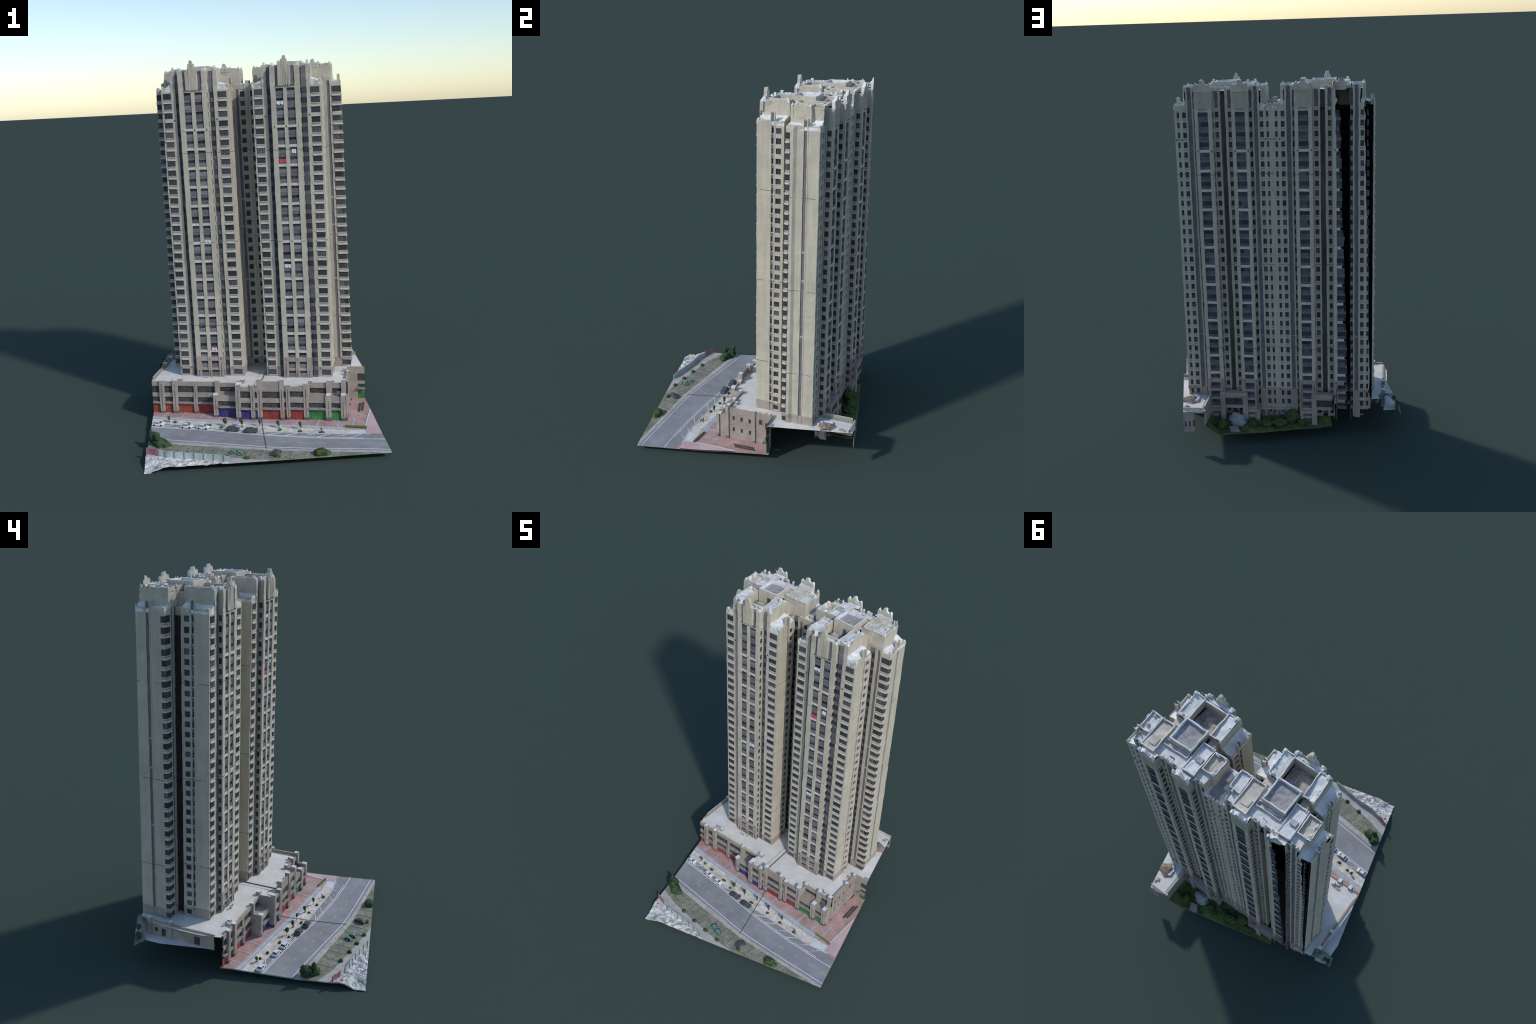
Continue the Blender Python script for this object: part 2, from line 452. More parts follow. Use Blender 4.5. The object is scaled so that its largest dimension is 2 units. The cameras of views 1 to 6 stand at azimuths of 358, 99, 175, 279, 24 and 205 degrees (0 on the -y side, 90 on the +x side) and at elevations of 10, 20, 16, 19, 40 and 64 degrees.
# ------------------------------------------------------------------ facade rules
def storey(z):
    f = math.floor((z - Z0) / FLOOR)
    return f, z - Z0 - f * FLOOR

TOPROW = Z0 + 30 * FLOOR + WIN_H + 0.001     # top edge of the highest windows
def skin(z, base=0.274):
    return "pinkish_base_cladding" if z < base else "beige_stone_cladding"

BELT = (1.671, 1.6915)      # the plain belt course below the three top storeys
LEDGE_ROWS = [Z0 + f * FLOOR + w for f in range(-3, 31) for w in (0, 0.030, 0.0315, 0.0395, 0.0495)] + [0.258, 0.274]
BAY_ROWS = [0.26 - 2 * 0.1046 + k * 0.1046 + w for k in range(0, 18) for w in (-0.0012, 0.0133, 0.0514, 0.0674)] + [0.313, 0.337]

def pier(d=0.0, top=1.862, base=0.274):
    def r(z):
        if z > top:
            return "void"
        return (d + (0.002 if 0.258 < z < base else 0), skin(z, base))
    return r

def wing(d=0.0, top=1.858, wide=True):
    def r(z):
        if z > top:
            return "void"
        f, w = storey(z)
        if z > TOPROW:
            return (d, "beige_stone_cladding")
        if w < 0.0315:
            return (d + 0.0010, None)
        if BELT[0] < z < BELT[1]:
            return (d + 0.002, "beige_stone_cladding")
        if w < 0.0395:
            return (d + 0.0052, "pale_ledge_stone" if z > 0.27 else "pinkish_base_cladding")
        if w < 0.0495:
            return (d + 0.0012, "pink_spandrel")
        return (d + 0.0034, "pale_ledge_stone")
    return r

def recess(d=-0.004, top=1.94):
    def r(z):
        if z > top:
            return "void"
        f, w = storey(z)
        if z > TOPROW + 0.008:
            return (d, "grey_violet_panel")
        return (d - 0.002, None) if w < 0.030 else (d, "grey_spandrel")
    return r

def bay(d, split=None, top=1.838):
    def r(z):
        if z > top:
            if split == "violet":
                return (d - 0.004, "grey_violet_panel") if z < 1.943 else "void"
            return (d, "beige_stone_cladding") if z < 1.943 else "void"
        if z > 1.828:
            return (d, "beige_stone_cladding")
        if 0.313 < z < 0.337:
            return (d, "pinkish_base_cladding")
        ph = (z - 0.2588) % 0.1046
        if ph < 0.0145:
            if z > 1.70:
                return (d - 0.004, "grey_violet_panel")
            return (d - 0.0015, "pale_ledge_stone" if z > 0.33 else "pinkish_base_cladding")
        if 0.0526 < ph < 0.0686:
            if z < 0.33:
                return (d - 0.0015, "pinkish_base_cladding")
            return (d - 0.005, "grey_violet_panel")
        return (d - 0.008, None)
    return r

def violet(d=-0.003, top=1.862, bottom=0.27):
    def r(z):
        if z > top:
            return "void"
        if z < bottom:
            return (d + 0.003, "pinkish_base_cladding")
        f, w = storey(z)
        if 0.0385 < w < 0.0475 and f % 3 == 0 and z < 1.6:
            return (d + 0.001, "light_joint") if w > 0.0445 else (d, "grey_violet_panel")
        return (d, "grey_violet_panel")
    return r

def side_window(d=0.0, top=1.858):
    def r(z):
        if z > top:
            return "void"
        f, w = storey(z)
        if z > TOPROW:
            return (d, "beige_stone_cladding")
        if w < 0.030:
            return (d - 0.006, None)
        if w > 0.0475:
            return (d + 0.0016, "pale_ledge_stone")
        return (d, skin(z))
    return r

def slot_window(d=0.0, top=1.862):
    def r(z):
        if z > top:
            return "void"
        f, w = storey(z)
        if z > TOPROW:
            return (d, "beige_stone_cladding")
        if w < 0.030:
            return (d - 0.0045, None)
        if 0.0385 < w < 0.0475:
            return (d - 0.0012, "pink_spandrel")
        return (d, skin(z))
    return r

def cheek_window(z):
    if z > 1.84:
        return "void"
    f, w = storey(z)
    if w < 0.030:
        return (0.0012, None)
    return (0.0022, "pink_spandrel" if 0.0385 < w < 0.0475 else skin(z, 0.337))

def strip(d=-0.002, top=1.90):
    def r(z):
        if z > top:
            return "void"
        if z < 0.262:
            return (d, "pinkish_base_cladding")
        f, w = storey(z)
        if z > TOPROW or w >= 0.030:
            return (d + (0.002 if w > 0.0475 and z < TOPROW else 0), "pale_ledge_stone" if w > 0.0475 and z < TOPROW else "grey_violet_panel")
        return (d - 0.003, None)
    return r

def plain(mat="beige_stone_cladding", d=0.0, top=9.0):
    return lambda z: "void" if z > top else (d, mat if z > 0.274 or mat != "beige_stone_cladding" else "pinkish_base_cladding")

WINDOWS = []       # (centre a, b, z, outward angle, width, height, style, shift)

def add_windows(P, cols, kinds, shift, zmin, zmax=1.83):
    for (u0, u1, rule), kind in zip(cols, kinds):
        if kind is None:
            continue
        style, d = kind
        um = (u0 + u1) / 2
        if style == "bay":
            for k in range(-1, 17):
                for lo, hi in ((0.0145, 0.0526), (0.0686, 0.1046)):
                    z0, z1 = 0.2588 + k * 0.1046 + lo, 0.2588 + k * 0.1046 + hi
                    if z0 < 0.32 < z1:
                        z0 = 0.337
                    z1 = min(z1, 1.828)
                    if z0 < zmin or z1 - z0 < 0.008 or z0 > 1.81:
                        continue
                    WINDOWS.append((P(um, d, (z0 + z1) / 2), um, u1 - u0, z1 - z0, style, shift))
        else:
            for f in range(-3, 31):
                z0 = Z0 + f * FLOOR
                if z0 < zmin:
                    continue
                hh = 0.0315 if style == "wing" else WIN_H
                WINDOWS.append((P(um, d, z0 + hh / 2), um, u1 - u0, hh, style, shift))

def columns(spec, origin, sign=1):
    """spec of (a0, a1, rule, window) in building axis -> panel columns in u"""
    out, kinds = [], []
    for a0, a1, rule, win in spec:
        out.append((sign * (a0 - origin), sign * (a1 - origin), rule))
        kinds.append(win)
    return out, kinds

# ------------------------------------------------------------------ a tower
def tower(shift, outer_right):
    """local axes of the right hand tower; the left one is the same, shifted"""
    B = Builder()
    angle_of = {}
    UP = 1.943
    def facade(p0, p1, spec, origin, sign, zbot, ztop, rows, zmin):
        cols, kinds = columns(spec, origin, sign)
        P = B.panel(p0, p1, cols, rows, zbot, ztop)
        start = len(WINDOWS)
        add_windows(P, cols, kinds, shift, zmin)
        du = Vector((p1[0] - p0[0], p1[1] - p0[1])).normalized()
        for i in range(start, len(WINDOWS)):
            WINDOWS[i] = WINDOWS[i] + (math.atan2(-du.x, du.y),)      # outward direction angle
        return P
    # --- front
    dB = 0.027 if outer_right else 0.024
    SR = 0.389 if outer_right else 0.393      # right side of the front block
    front = [
        (0.015, 0.0255, pier(0.0), None), (0.0255, 0.0695, wing(), ("wing", 0.0010)),
        (0.0695, 0.095, pier(0.002, UP), None), (0.095, 0.119, recess(), ("dark", -0.006)),
        (0.119, 0.146, pier(dB, UP, 0.337), None),
        (0.146, 0.161, bay(dB, "violet"), None), (0.161, 0.187, bay(dB), None), (0.187, 0.207, pier(dB, UP, 0.337), None),
        (0.207, 0.228, bay(dB), None), (0.228, 0.250, bay(dB, "violet"), None), (0.250, 0.277, pier(dB, UP, 0.337), None),
        (0.277, 0.285, pier(-0.004, UP), None), (0.285, 0.310, recess(0.010 if outer_right else -0.002), ("dark", 0.008 if outer_right else -0.004)),
        (0.310, 0.331, pier(0.002, UP), None), (0.331, 0.379, wing(), ("wing", 0.0010)),
        (0.379, SR, pier(0.0), None)]
    facade((0.015, 0.142), (SR, 0.142), front, 0.015, 1, 0.205, 1.95, LEDGE_ROWS + BAY_ROWS + [1.828, 1.838, 1.858, 1.862, 1.94, UP, TOPROW, TOPROW + .008], 0.22)
    for a0, a1 in ((0.146, 0.187), (0.207, 0.250)):
        cols = [(a0 - 0.015, a1 - 0.015, None)]
        start = len(WINDOWS)
        add_windows(lambda u, d, z: (0.015 + u, 0.142 - d, z), cols, [("bay", dB - 0.008)], shift, 0.21)
        for i in range(start, len(WINDOWS)):
            WINDOWS[i] = WINDOWS[i] + (math.atan2(-1, 0),)
    # --- narrow windows in the cheeks of the front bay
    cheek = [(0.0, 0.004, pier(0.001, 1.84, 0.337), None), (0.004, 0.017, cheek_window, ("dark", 0.0012)), (0.017, 0.024, pier(0.001, 1.84, 0.337), None)]
    cheek_r = [(0.024 - u1, 0.024 - u0, r, w) for u0, u1, r, w in reversed(cheek)]
    facade((0.1183, 0.142), (0.1183, 0.118), cheek, 0, 1, 0.205, 1.84, LEDGE_ROWS + [TOPROW], 0.22)
    facade((0.2777, 0.118), (0.2777, 0.142), cheek_r, 0, 1, 0.205, 1.84, LEDGE_ROWS + [TOPROW], 0.22)
    # --- sides of the front block
    rows = LEDGE_ROWS + [1.858, 1.862, TOPROW, 1.90]
    side = [(0.0, 0.073, pier(), None), (0.073, 0.078, pier(0.0015, 1.905), None), (0.078, 0.090, strip(), ("strip", -0.005)),
            (0.090, 0.096, pier(0.0015, 1.905), None), (0.096, 0.101, pier(), None),
            (0.101, 0.129, side_window(), ("side", -0.006)), (0.129, 0.144, pier(), None)]
    back = [(0.144 - u1, 0.144 - u0, r, w) for u0, u1, r, w in reversed(side)]
    facade((SR, 0.142), (SR, 0.286), side, 0, 1, 0.205, 1.91, rows, 0.22)
    facade((0.015, 0.286), (0.015, 0.142), back, 0, 1, 0.205, 1.91, rows, 0.22)
    NL, NR = (0.110, 0.325) if outer_right else (0.048, 0.358)      # depth of the slots on either side
    # --- notches between the front and the back block
    for seg in (((SR, 0.286), (NR, 0.286)), ((NR, 0.286), (NR, 0.328)), ((NL, 0.328), (NL, 0.286)), ((NL, 0.286), (0.015, 0.286))):
        ln = math.dist(*seg)
        facade(seg[0], seg[1], [(0, ln, pier(0, 1.862), None)], 0, 1, 0.205, 1.862, LEDGE_ROWS, 9)
    # --- front faces of the back block
    bf = [(min(NR, 0.300) if outer_right else 0.367, 0.352 if outer_right else 0.3675, pier(), None), (0.352 if outer_right else 0.3675, 0.384, recess(-0.002, 1.862), ("dark", -0.006)), (0.384, 0.402, pier(), None), (0.402, 0.418, violet(), None),
          (0.418, 0.431, pier(), None), (0.431, 0.476, wing(), ("wing", 0.0010)), (0.476, 0.479, pier(), None)]
    rows = LEDGE_ROWS + [1.858, 1.862, TOPROW, TOPROW + .008]
    def mirrored(spec):
        return [(0.415 - a1, 0.415 - a0, r, w) for a0, a1, r, w in reversed(spec)]
    court = [(-0.0525, -0.034, pier(0.004), None), (-0.034, -0.008, side_window(), ("side", -0.006)), (-0.008, 0.0, pier(), None),
             (0.0, 0.016, violet(), None), (0.016, 0.031, pier(), None), (0.031, 0.063, recess(-0.002, 1.862), ("dark", -0.006)), (0.063, NL if outer_right else 0.1, pier(), None)]
    court_r = [(0.415 - a1, 0.415 - a0, r, w) for a0, a1, r, w in reversed(court)]
    court_r = [(max(a0, NR), a1, r, w if a0 >= NR else None) for a0, a1, r, w in court_r if a1 > NR + 0.002]
    corner_side = [(0.0, 0.020, wing(), ("side", 0.0010)), (0.020, 0.038, pier(), None)]
    long_side = [(0.0, 0.046, pier(), None), (0.046, 0.051, pier(0.0015, 1.896), None), (0.051, 0.068, violet(-0.003, 1.889), None),
                 (0.068, 0.074, pier(0.0015, 1.896), None), (0.074, 0.134, pier(), None)]
    if outer_right:
        facade((bf[0][0], 0.328), (0.479, 0.328), bf, bf[0][0], 1, 0.212, 1.862, rows, 0.20)
        facade((0.479, 0.328), (0.479, 0.366), corner_side, 0, 1, 0.212, 1.862, rows, 0.20)
        facade((0.479, 0.366), (0.469, 0.381), [(0, math.hypot(.012, .015), pier(), None)], 0, 1, 0.212, 1.862, rows, 9)
        facade((0.469, 0.381), (0.468, 0.500), [(max(0, u0 - 0.015), u1 - 0.015, r, w) for u0, u1, r, w in long_side], 0, 1, 0.212, 1.91, LEDGE_ROWS + [1.862, 1.889, 1.896, 0.27], 9)
        facade((-0.0525, 0.340), (NL, 0.330), court, -0.0525, 1, 0.205, 1.862, rows, 0.22)
        a_max, a_min = 0.468, -0.0525
    else:
        facade((-0.064, 0.328), (0.048, 0.328), mirrored(bf), -0.064, 1, 0.12, 1.862, rows, 0.20)
        facade((-0.064, 0.366), (-0.064, 0.328), [(0.038 - u1, 0.038 - u0, r, w) for u0, u1, r, w in reversed(corner_side)], 0, 1, 0.15, 1.862, rows, 0.20)
        facade((-0.054, 0.381), (-0.064, 0.366), [(0, math.hypot(.012, .015), pier(), None)], 0, 1, 0.15, 1.862, rows, 9)
        facade((-0.053, 0.500), (-0.054, 0.381), [(0.134 - u1, 0.134 - u0, r, w) for u0, u1, r, w in reversed([(max(0.015, u0), u1, r, w) for u0, u1, r, w in long_side])], 0, 1, 0.15, 1.91, LEDGE_ROWS + [1.862, 1.889, 1.896, 0.27], 9)
        facade((NR, 0.326), (0.468, 0.336), court_r, NR, 1, 0.205, 1.862, rows, 0.22)
        a_max, a_min = 0.468, -0.053
    # --- back
    UB = 1.952
    dY = 0.033
    crown = lambda z: "void" if z > 1.96 else (dY, "beige_stone_cladding")
    def rbay(z):
        if z > 1.838:
            return crown(z)
        d, m = bay(dY)(z)
        return (dY - 0.0045, m) if m is None else (d, m)
    rb = [(0.468, 0.454, pier(), None), (0.454, 0.440, slot_window(), ("dark", -0.0045)), (0.440, 0.423, pier(), None), (0.423, 0.403, slot_window(), ("dark", -0.0045)),
          (0.403, 0.393, pier(0.002, UB), None), (0.393, 0.371, violet(-0.003, UB), None), (0.371, 0.362, pier(0.002, UB), None), (0.362, 0.349, slot_window(-0.004, 1.85), ("dark", -0.0085)),
          (0.349, 0.331, pier(dY, 1.965, 0.337), None), (0.331, 0.278, rbay, ("backbay", dY - 0.0045)), (0.278, 0.258, pier(dY, 1.965, 0.337), None),
          (0.258, 0.249, pier(-0.003, 1.938), None), (0.249, 0.229, slot_window(-0.003, 1.845), ("dark", -0.0075)), (0.229, 0.220, pier(0.0, UB), None),
          (0.220, 0.193, plain("dark_shaft_wall", -0.030, 1.935), None), (0.193, 0.179, pier(0.0, UB), None), (0.179, 0.162, slot_window(-0.003, 1.845), ("dark", -0.0075)), (0.162, 0.154, pier(-0.003, 1.938), None),
          (0.154, 0.136, pier(dY, 1.965, 0.337), None), (0.136, 0.084, rbay, ("backbay", dY - 0.0045)), (0.084, 0.066, pier(dY, 1.965, 0.337), None),
          (0.066, 0.052, slot_window(-0.004, 1.85), ("dark", -0.0085)), (0.052, 0.043, pier(0.002, UB), None), (0.043, 0.023, violet(-0.003, UB), None), (0.023, 0.013, pier(0.002, UB), None),
          (0.013, -0.006, slot_window(), ("dark", -0.0045)), (-0.006, -0.021, pier(), None), (-0.021, -0.033, slot_window(), ("dark", -0.0045)), (-0.033, a_min, pier(0.001), None)]
    # windows in the cheeks of the back bays
    cheek = [(0.0, 0.002, pier(0.001, 1.84, 0.337), None), (0.002, 0.020, cheek_window, ("dark", 0.0012)), (0.020, 0.033, pier(0.001, 1.84, 0.337), None)]
    cheek_r = [(0.033 - u1, 0.033 - u0, r, w) for u0, u1, r, w in reversed(cheek)]
    for a in (0.3497, 0.1547):
        facade((a, 0.500), (a, 0.533), cheek, 0, 1, 0.10, 1.84, LEDGE_ROWS + [TOPROW], 0.16)
    for a in (0.2573, 0.0653):
        facade((a, 0.533), (a, 0.500), cheek_r, 0, 1, 0.10, 1.84, LEDGE_ROWS + [TOPROW], 0.16)
    # the tops of recessed columns are violet bands up to the cornice
    def topped(rule, d):
        return lambda z: ("void" if z > 1.938 else (d, "grey_violet_panel")) if z > 1.845 else rule(z)
    def above_wing(rule):
        return lambda z: (-0.02, None) if z < 0.20 else rule(z)
    if outer_right:
        rb = [(a0, a1, above_wing(r) if a1 > 0.355 else r, w) for a0, a1, r, w in rb]
    def torn(rule, zlow):
        return lambda z: (-0.02, None) if z < zlow else rule(z)
    if not outer_right:
        lows = {0.154: 0.20, 0.136: 0.20, 0.084: 0.20, 0.066: 0.125, 0.052: 0.110, 0.023: 0.105, 0.013: 0.120, -0.006: 0.155, -0.021: 0.155, -0.033: 0.16}
        rb = [(a0, a1, torn(r, lows[a0]) if a0 in lows else r, w) for a0, a1, r, w in rb]
    rb = [(a0, a1, topped(r, -0.006) if (w and w[0] == "dark" and 0.05 < a1 < 0.36) else r, w) for a0, a1, r, w in rb]
    rows = LEDGE_ROWS + BAY_ROWS + [0.20, 0.105, 0.110, 0.120, 0.125, 0.155, 0.16, 1.828, 1.838, 1.845, 1.85, 1.862, 1.935, 1.938, UB, 1.96, 1.965, TOPROW, 0.27]
    cols, kinds = columns(rb, a_max, -1)
    P = B.panel((a_max, 0.500), (a_min, 0.500), cols, rows, 0.085 if outer_right else 0.105, 1.97)
    start = len(WINDOWS)
    add_windows(P, cols, [k if k is None or k[0] != "backbay" else ("bay", k[1]) for k in kinds], shift, 0.16)
    for i in range(start, len(WINDOWS)):
        WINDOWS[i] = WINDOWS[i] + (math.atan2(1, 0),)
    # --- front centre spire (stepped, with fluted piers) and the crowns of the back bays
    b0 = 0.142 - dB - 0.005
    B.prism("beige_stone_cladding", [(0.161, 1.838), (0.228, 1.838), (0.228, 1.936), (0.2225, 1.950), (0.213, 1.958), (0.213, 1.979), (0.2065, 1.981),
                                     (0.2055, 1.988), (0.2015, 1.999), (0.190, 1.9995), (0.187, 1.988), (0.186, 1.981), (0.179, 1.979), (0.179, 1.958), (0.1675, 1.950), (0.161, 1.936)], b0, b0 + 0.017)
    for a in (0.164, 0.172, 0.181, 0.1905, 0.1985, 0.207, 0.216, 0.2215):
        h = 1.998 - abs(a - 0.196) * 1.75
        B.box("beige_stone_cladding", a, a + 0.003, b0 - 0.0010, b0, 1.846, min(h, 1.994) - 0.004)
    for a in (0.150, 0.158, 0.168, 0.178, 0.192, 0.203, 0.214, 0.226, 0.238, 0.246):
        B.box("brown_ornament", a, a + 0.0035, 0.142 - dB - 0.0065, 0.142 - dB, 1.8395, 1.844)
    for c in (0.304, 0.110):
        bb = 0.500 + dY
        B.prism("beige_stone_cladding", [(c - 0.044, 1.93), (c + 0.044, 1.93), (c + 0.0445, 1.966), (c + 0.037, 1.976), (c + 0.028, 1.964), (c + 0.013, 1.974), (c + 0.010, 1.988), (c + 0.003, 1.992),
                                         (c - 0.004, 1.992), (c - 0.011, 1.987), (c - 0.013, 1.974), (c - 0.027, 1.964), (c - 0.036, 1.976), (c - 0.0445, 1.965)], bb - 0.013, bb + 0.003, "rooftop_white")
        for k in range(-4, 5):
            B.box("beige_stone_cladding", c + k * 0.009 - 0.0012, c + k * 0.009 + 0.0012, bb + 0.003, bb + 0.0038, 1.846, 1.972 - abs(k) * 0.003)
        for k in range(6):
            B.box("brown_ornament", c - 0.020 + k * 0.008, c - 0.0165 + k * 0.008, bb + 0.003, bb + 0.0044, 1.8395, 1.844)
    # --- square ornaments on the piers at the belt course
    for a in (0.079, 0.319):
        B.box("brown_ornament", a, a + 0.006, 0.1385, 0.142, 1.677, 1.686)
    for a in (0.129, 0.194, 0.260):
        B.box("brown_ornament", a, a + 0.006, 0.142 - dB - 0.002, 0.142 - dB, 1.622, 1.631)
    for a in (0.079, 0.319, 0.0195):
        B.box("brown_ornament", a, a + 0.006, 0.1375, 0.142, 0.262, 0.271)
    for a in (0.129, 0.194, 0.260):
        B.box("brown_ornament", a, a + 0.006, 0.142 - dB - 0.002, 0.142 - dB, 0.318, 0.331)
        B.box("brown_ornament", a + .001, a + 0.005, 0.142 - dB - 0.002, 0.142 - dB, 0.222, 0.308)
    for a in (0.337, 0.265, 0.142, 0.072):
        B.box("brown_ornament", a - .003, a + 0.003, 0.5 + dY, 0.5 + dY + 0.002, 1.622, 1.631)
        B.box("brown_ornament", a - .003, a + 0.003, 0.5 + dY, 0.5 + dY + 0.002, 0.318, 0.331)
        B.box("brown_ornament", a - .002, a + 0.002, 0.5 + dY, 0.5 + dY + 0.002, 0.10, 0.308)
    for a in (0.461, 0.431, -0.014, -0.040):
        B.box("brown_ornament", a - .003, a + 0.003, 0.5, 0.502, 1.677, 1.686)
        B.box("brown_ornament", a - .003, a + 0.003, 0.5, 0.502, 0.262, 0.271)
    # belt course
    B.box("pale_ledge_stone", 0.120, 0.276, 0.142 - dB - 0.0015, 0.142 - dB, 1.620, 1.633, bottom=True)
    # --- roofs: wings
    B.deck("rooftop_white", 0.015, 0.071, 0.142, 0.286, 1.868, 7, (0.024, 0.006), 0.010, "rooftop_white")
    B.deck("rooftop_white", 0.322, 0.389, 0.142, 0.286, 1.868, 7, (-0.024, 0.006), 0.010, "rooftop_white")
    B.deck("rooftop_cream", 0.069, 0.332, 0.286, 0.340, 1.86, 4)
    lo, hi = (-0.0525, 0.479) if outer_right else (-0.064, 0.468)
    B.deck("rooftop_white", 0.405, 0.469, 0.333, 0.500, 1.870, 7, (-0.026, 0), 0.010, "rooftop_white")
    B.deck("rooftop_white", -0.053, 0.008, 0.333, 0.500, 1.868 if not outer_right else 1.862, 7, (0.024 if not outer_right else 0.01, 0), 0.008, "rooftop_white")
    # small violet turrets on the wings
    for a, b in ((0.382, 0.226), (0.022, 0.226)):
        B.box("beige_stone_cladding", a - 0.007, a + 0.007, b - 0.011, b - 0.006, 1.85, 1.905, "rooftop_white")
        B.box("grey_violet_panel", a - 0.005, a + 0.005, b - 0.006, b + 0.006, 1.85, 1.897, "rooftop_white")
        B.box("beige_stone_cladding", a - 0.007, a + 0.007, b + 0.006, b + 0.011, 1.85, 1.905, "rooftop_white")
    oa = 0.461 if outer_right else -0.046
    B.box("beige_stone_cladding", oa - 0.007, oa + 0.007, 0.411, 0.4165, 1.85, 1.896, "rooftop_white")
    B.box("grey_violet_panel", oa - 0.005, oa + 0.005, 0.4165, 0.434, 1.85, 1.889, "rooftop_white")
    B.box("beige_stone_cladding", oa - 0.007, oa + 0.007, 0.434, 0.4395, 1.85, 1.896, "rooftop_white")
    for a, b in ((0.022, 0.149), (0.382, 0.149), (hi - 0.008 if outer_right else lo + 0.008, 0.341), (a_max - 0.008 if outer_right else a_min + 0.008, 0.492)):
        B.pinnacle("beige_stone_cladding", a - 0.006, a + 0.006, b - 0.006, b + 0.006, 1.85, 1.866, 0.006)
    # --- upper front tier
    wallm = "beige_stone_cladding"
    for p, q in (((0.324, 0.142), (0.324, 0.290)), ((0.324, 0.290), (0.069, 0.290)), ((0.069, 0.290), (0.069, 0.142))):
        B.panel(p, q, [(i * math.dist(p, q) / 4, (i + 1) * math.dist(p, q) / 4, plain()) for i in range(4)], [1.86, 1.88, 1.90, 1.92], 1.835, 1.946)
    B.tray(wallm, "rooftop_white", 0.262, 0.322, 0.148, 0.284, 1.90, 1.956, 0.010, 0.005, (0.006, -0.010))
    B.tray(wallm, "rooftop_white", 0.071, 0.131, 0.150, 0.288, 1.90, 1.956, 0.010, 0.005, (-0.006, -0.010))
    B.deck("rooftop_white", 0.069, 0.332, 0.144, 0.162, 1.938, 7, (0, 0.006))
    B.deck("rooftop_white", 0.120, 0.276, 0.1195, 0.145, 1.938, 6)
    B.box(wallm, 0.131, 0.262, 0.156, 0.163, 1.87, 1.953, "rooftop_white")
    B.deck("court_clutter", 0.131, 0.262, 0.160, 0.280, 1.885, 5)
    B.box("court_clutter", 0.150, 0.180, 0.250, 0.272, 1.88, 1.897)
    B.box("court_clutter", 0.205, 0.215, 0.185, 0.240, 1.88, 1.894)
    B.box("shop_stone", 0.232, 0.250, 0.200, 0.225, 1.88, 1.892)
    # --- water tank house in the middle, rim and grey roof
    B.tray(wallm, "rooftop_grey", 0.140, 0.266, 0.280, 0.407, 1.85, 1.974, 0.020, 0.006, zout="rooftop_white")
    B.box("window_glass", 0.200, 0.222, 0.2785, 0.281, 1.885, 1.935)
    B.tray(wallm, "rooftop_cream", 0.147, 0.281, 0.407, 0.437, 1.86, 1.947, 0.012, 0.004)
    # --- upper back tier
    for p, q in (((0.428, 0.333), (0.428, 0.440)), ((0.428, 0.440), (0.409, 0.445)), ((0.409, 0.445), (0.409, 0.500)), ((0.004, 0.500), (0.004, 0.445)), ((0.004, 0.445), (-0.014, 0.440)), ((-0.014, 0.440), (-0.014, 0.333)), ((0.280, 0.333), (0.428, 0.333)), ((-0.014, 0.333), (0.130, 0.333))):
        B.panel(p, q, [(i * math.dist(p, q) / 4, (i + 1) * math.dist(p, q) / 4, plain()) for i in range(4)], [1.86, 1.88, 1.90, 1.92], 1.835, 1.945)
    B.deck("rooftop_white", 0.003, 0.412, 0.333, 0.500, 1.935, 12, (0, -0.004))
    B.deck("rooftop_white", 0.262, 0.346, 0.495, 0.531, 1.945, 4, (0, 0.006))
    B.deck("rooftop_white", 0.068, 0.152, 0.495, 0.531, 1.945, 4, (0, 0.006))
    B.tray(wallm, "rooftop_white", 0.364, 0.426, 0.336, 0.438, 1.90, 1.955, 0.012, 0.005)
    B.tray(wallm, "rooftop_cream", 0.287, 0.362, 0.338, 0.500, 1.93, 1.957, 0.008, 0.005, (0, 0.008))
    B.tray(wallm, "rooftop_white", 0.063, 0.131, 0.330, 0.490, 1.93, 1.957, 0.008, 0.005, (0, 0.008))
    B.tray(wallm, "rooftop_cream", -0.012, 0.059, 0.335, 0.440, 1.90, 1.955, 0.016, 0.005)
    B.box("court_clutter", 0.075, 0.110, 0.400, 0.425, 1.94, 1.962)
    B.box("rooftop_cream", 0.300, 0.340, 0.430, 0.470, 1.94, 1.956)
    # connecting walls beside the tank
    for a0, a1 in ((0.281, 0.322), (0.085, 0.125)):
        B.box(wallm, a0, a1, 0.286, 0.340, 1.85, 1.925, "rooftop_cream")
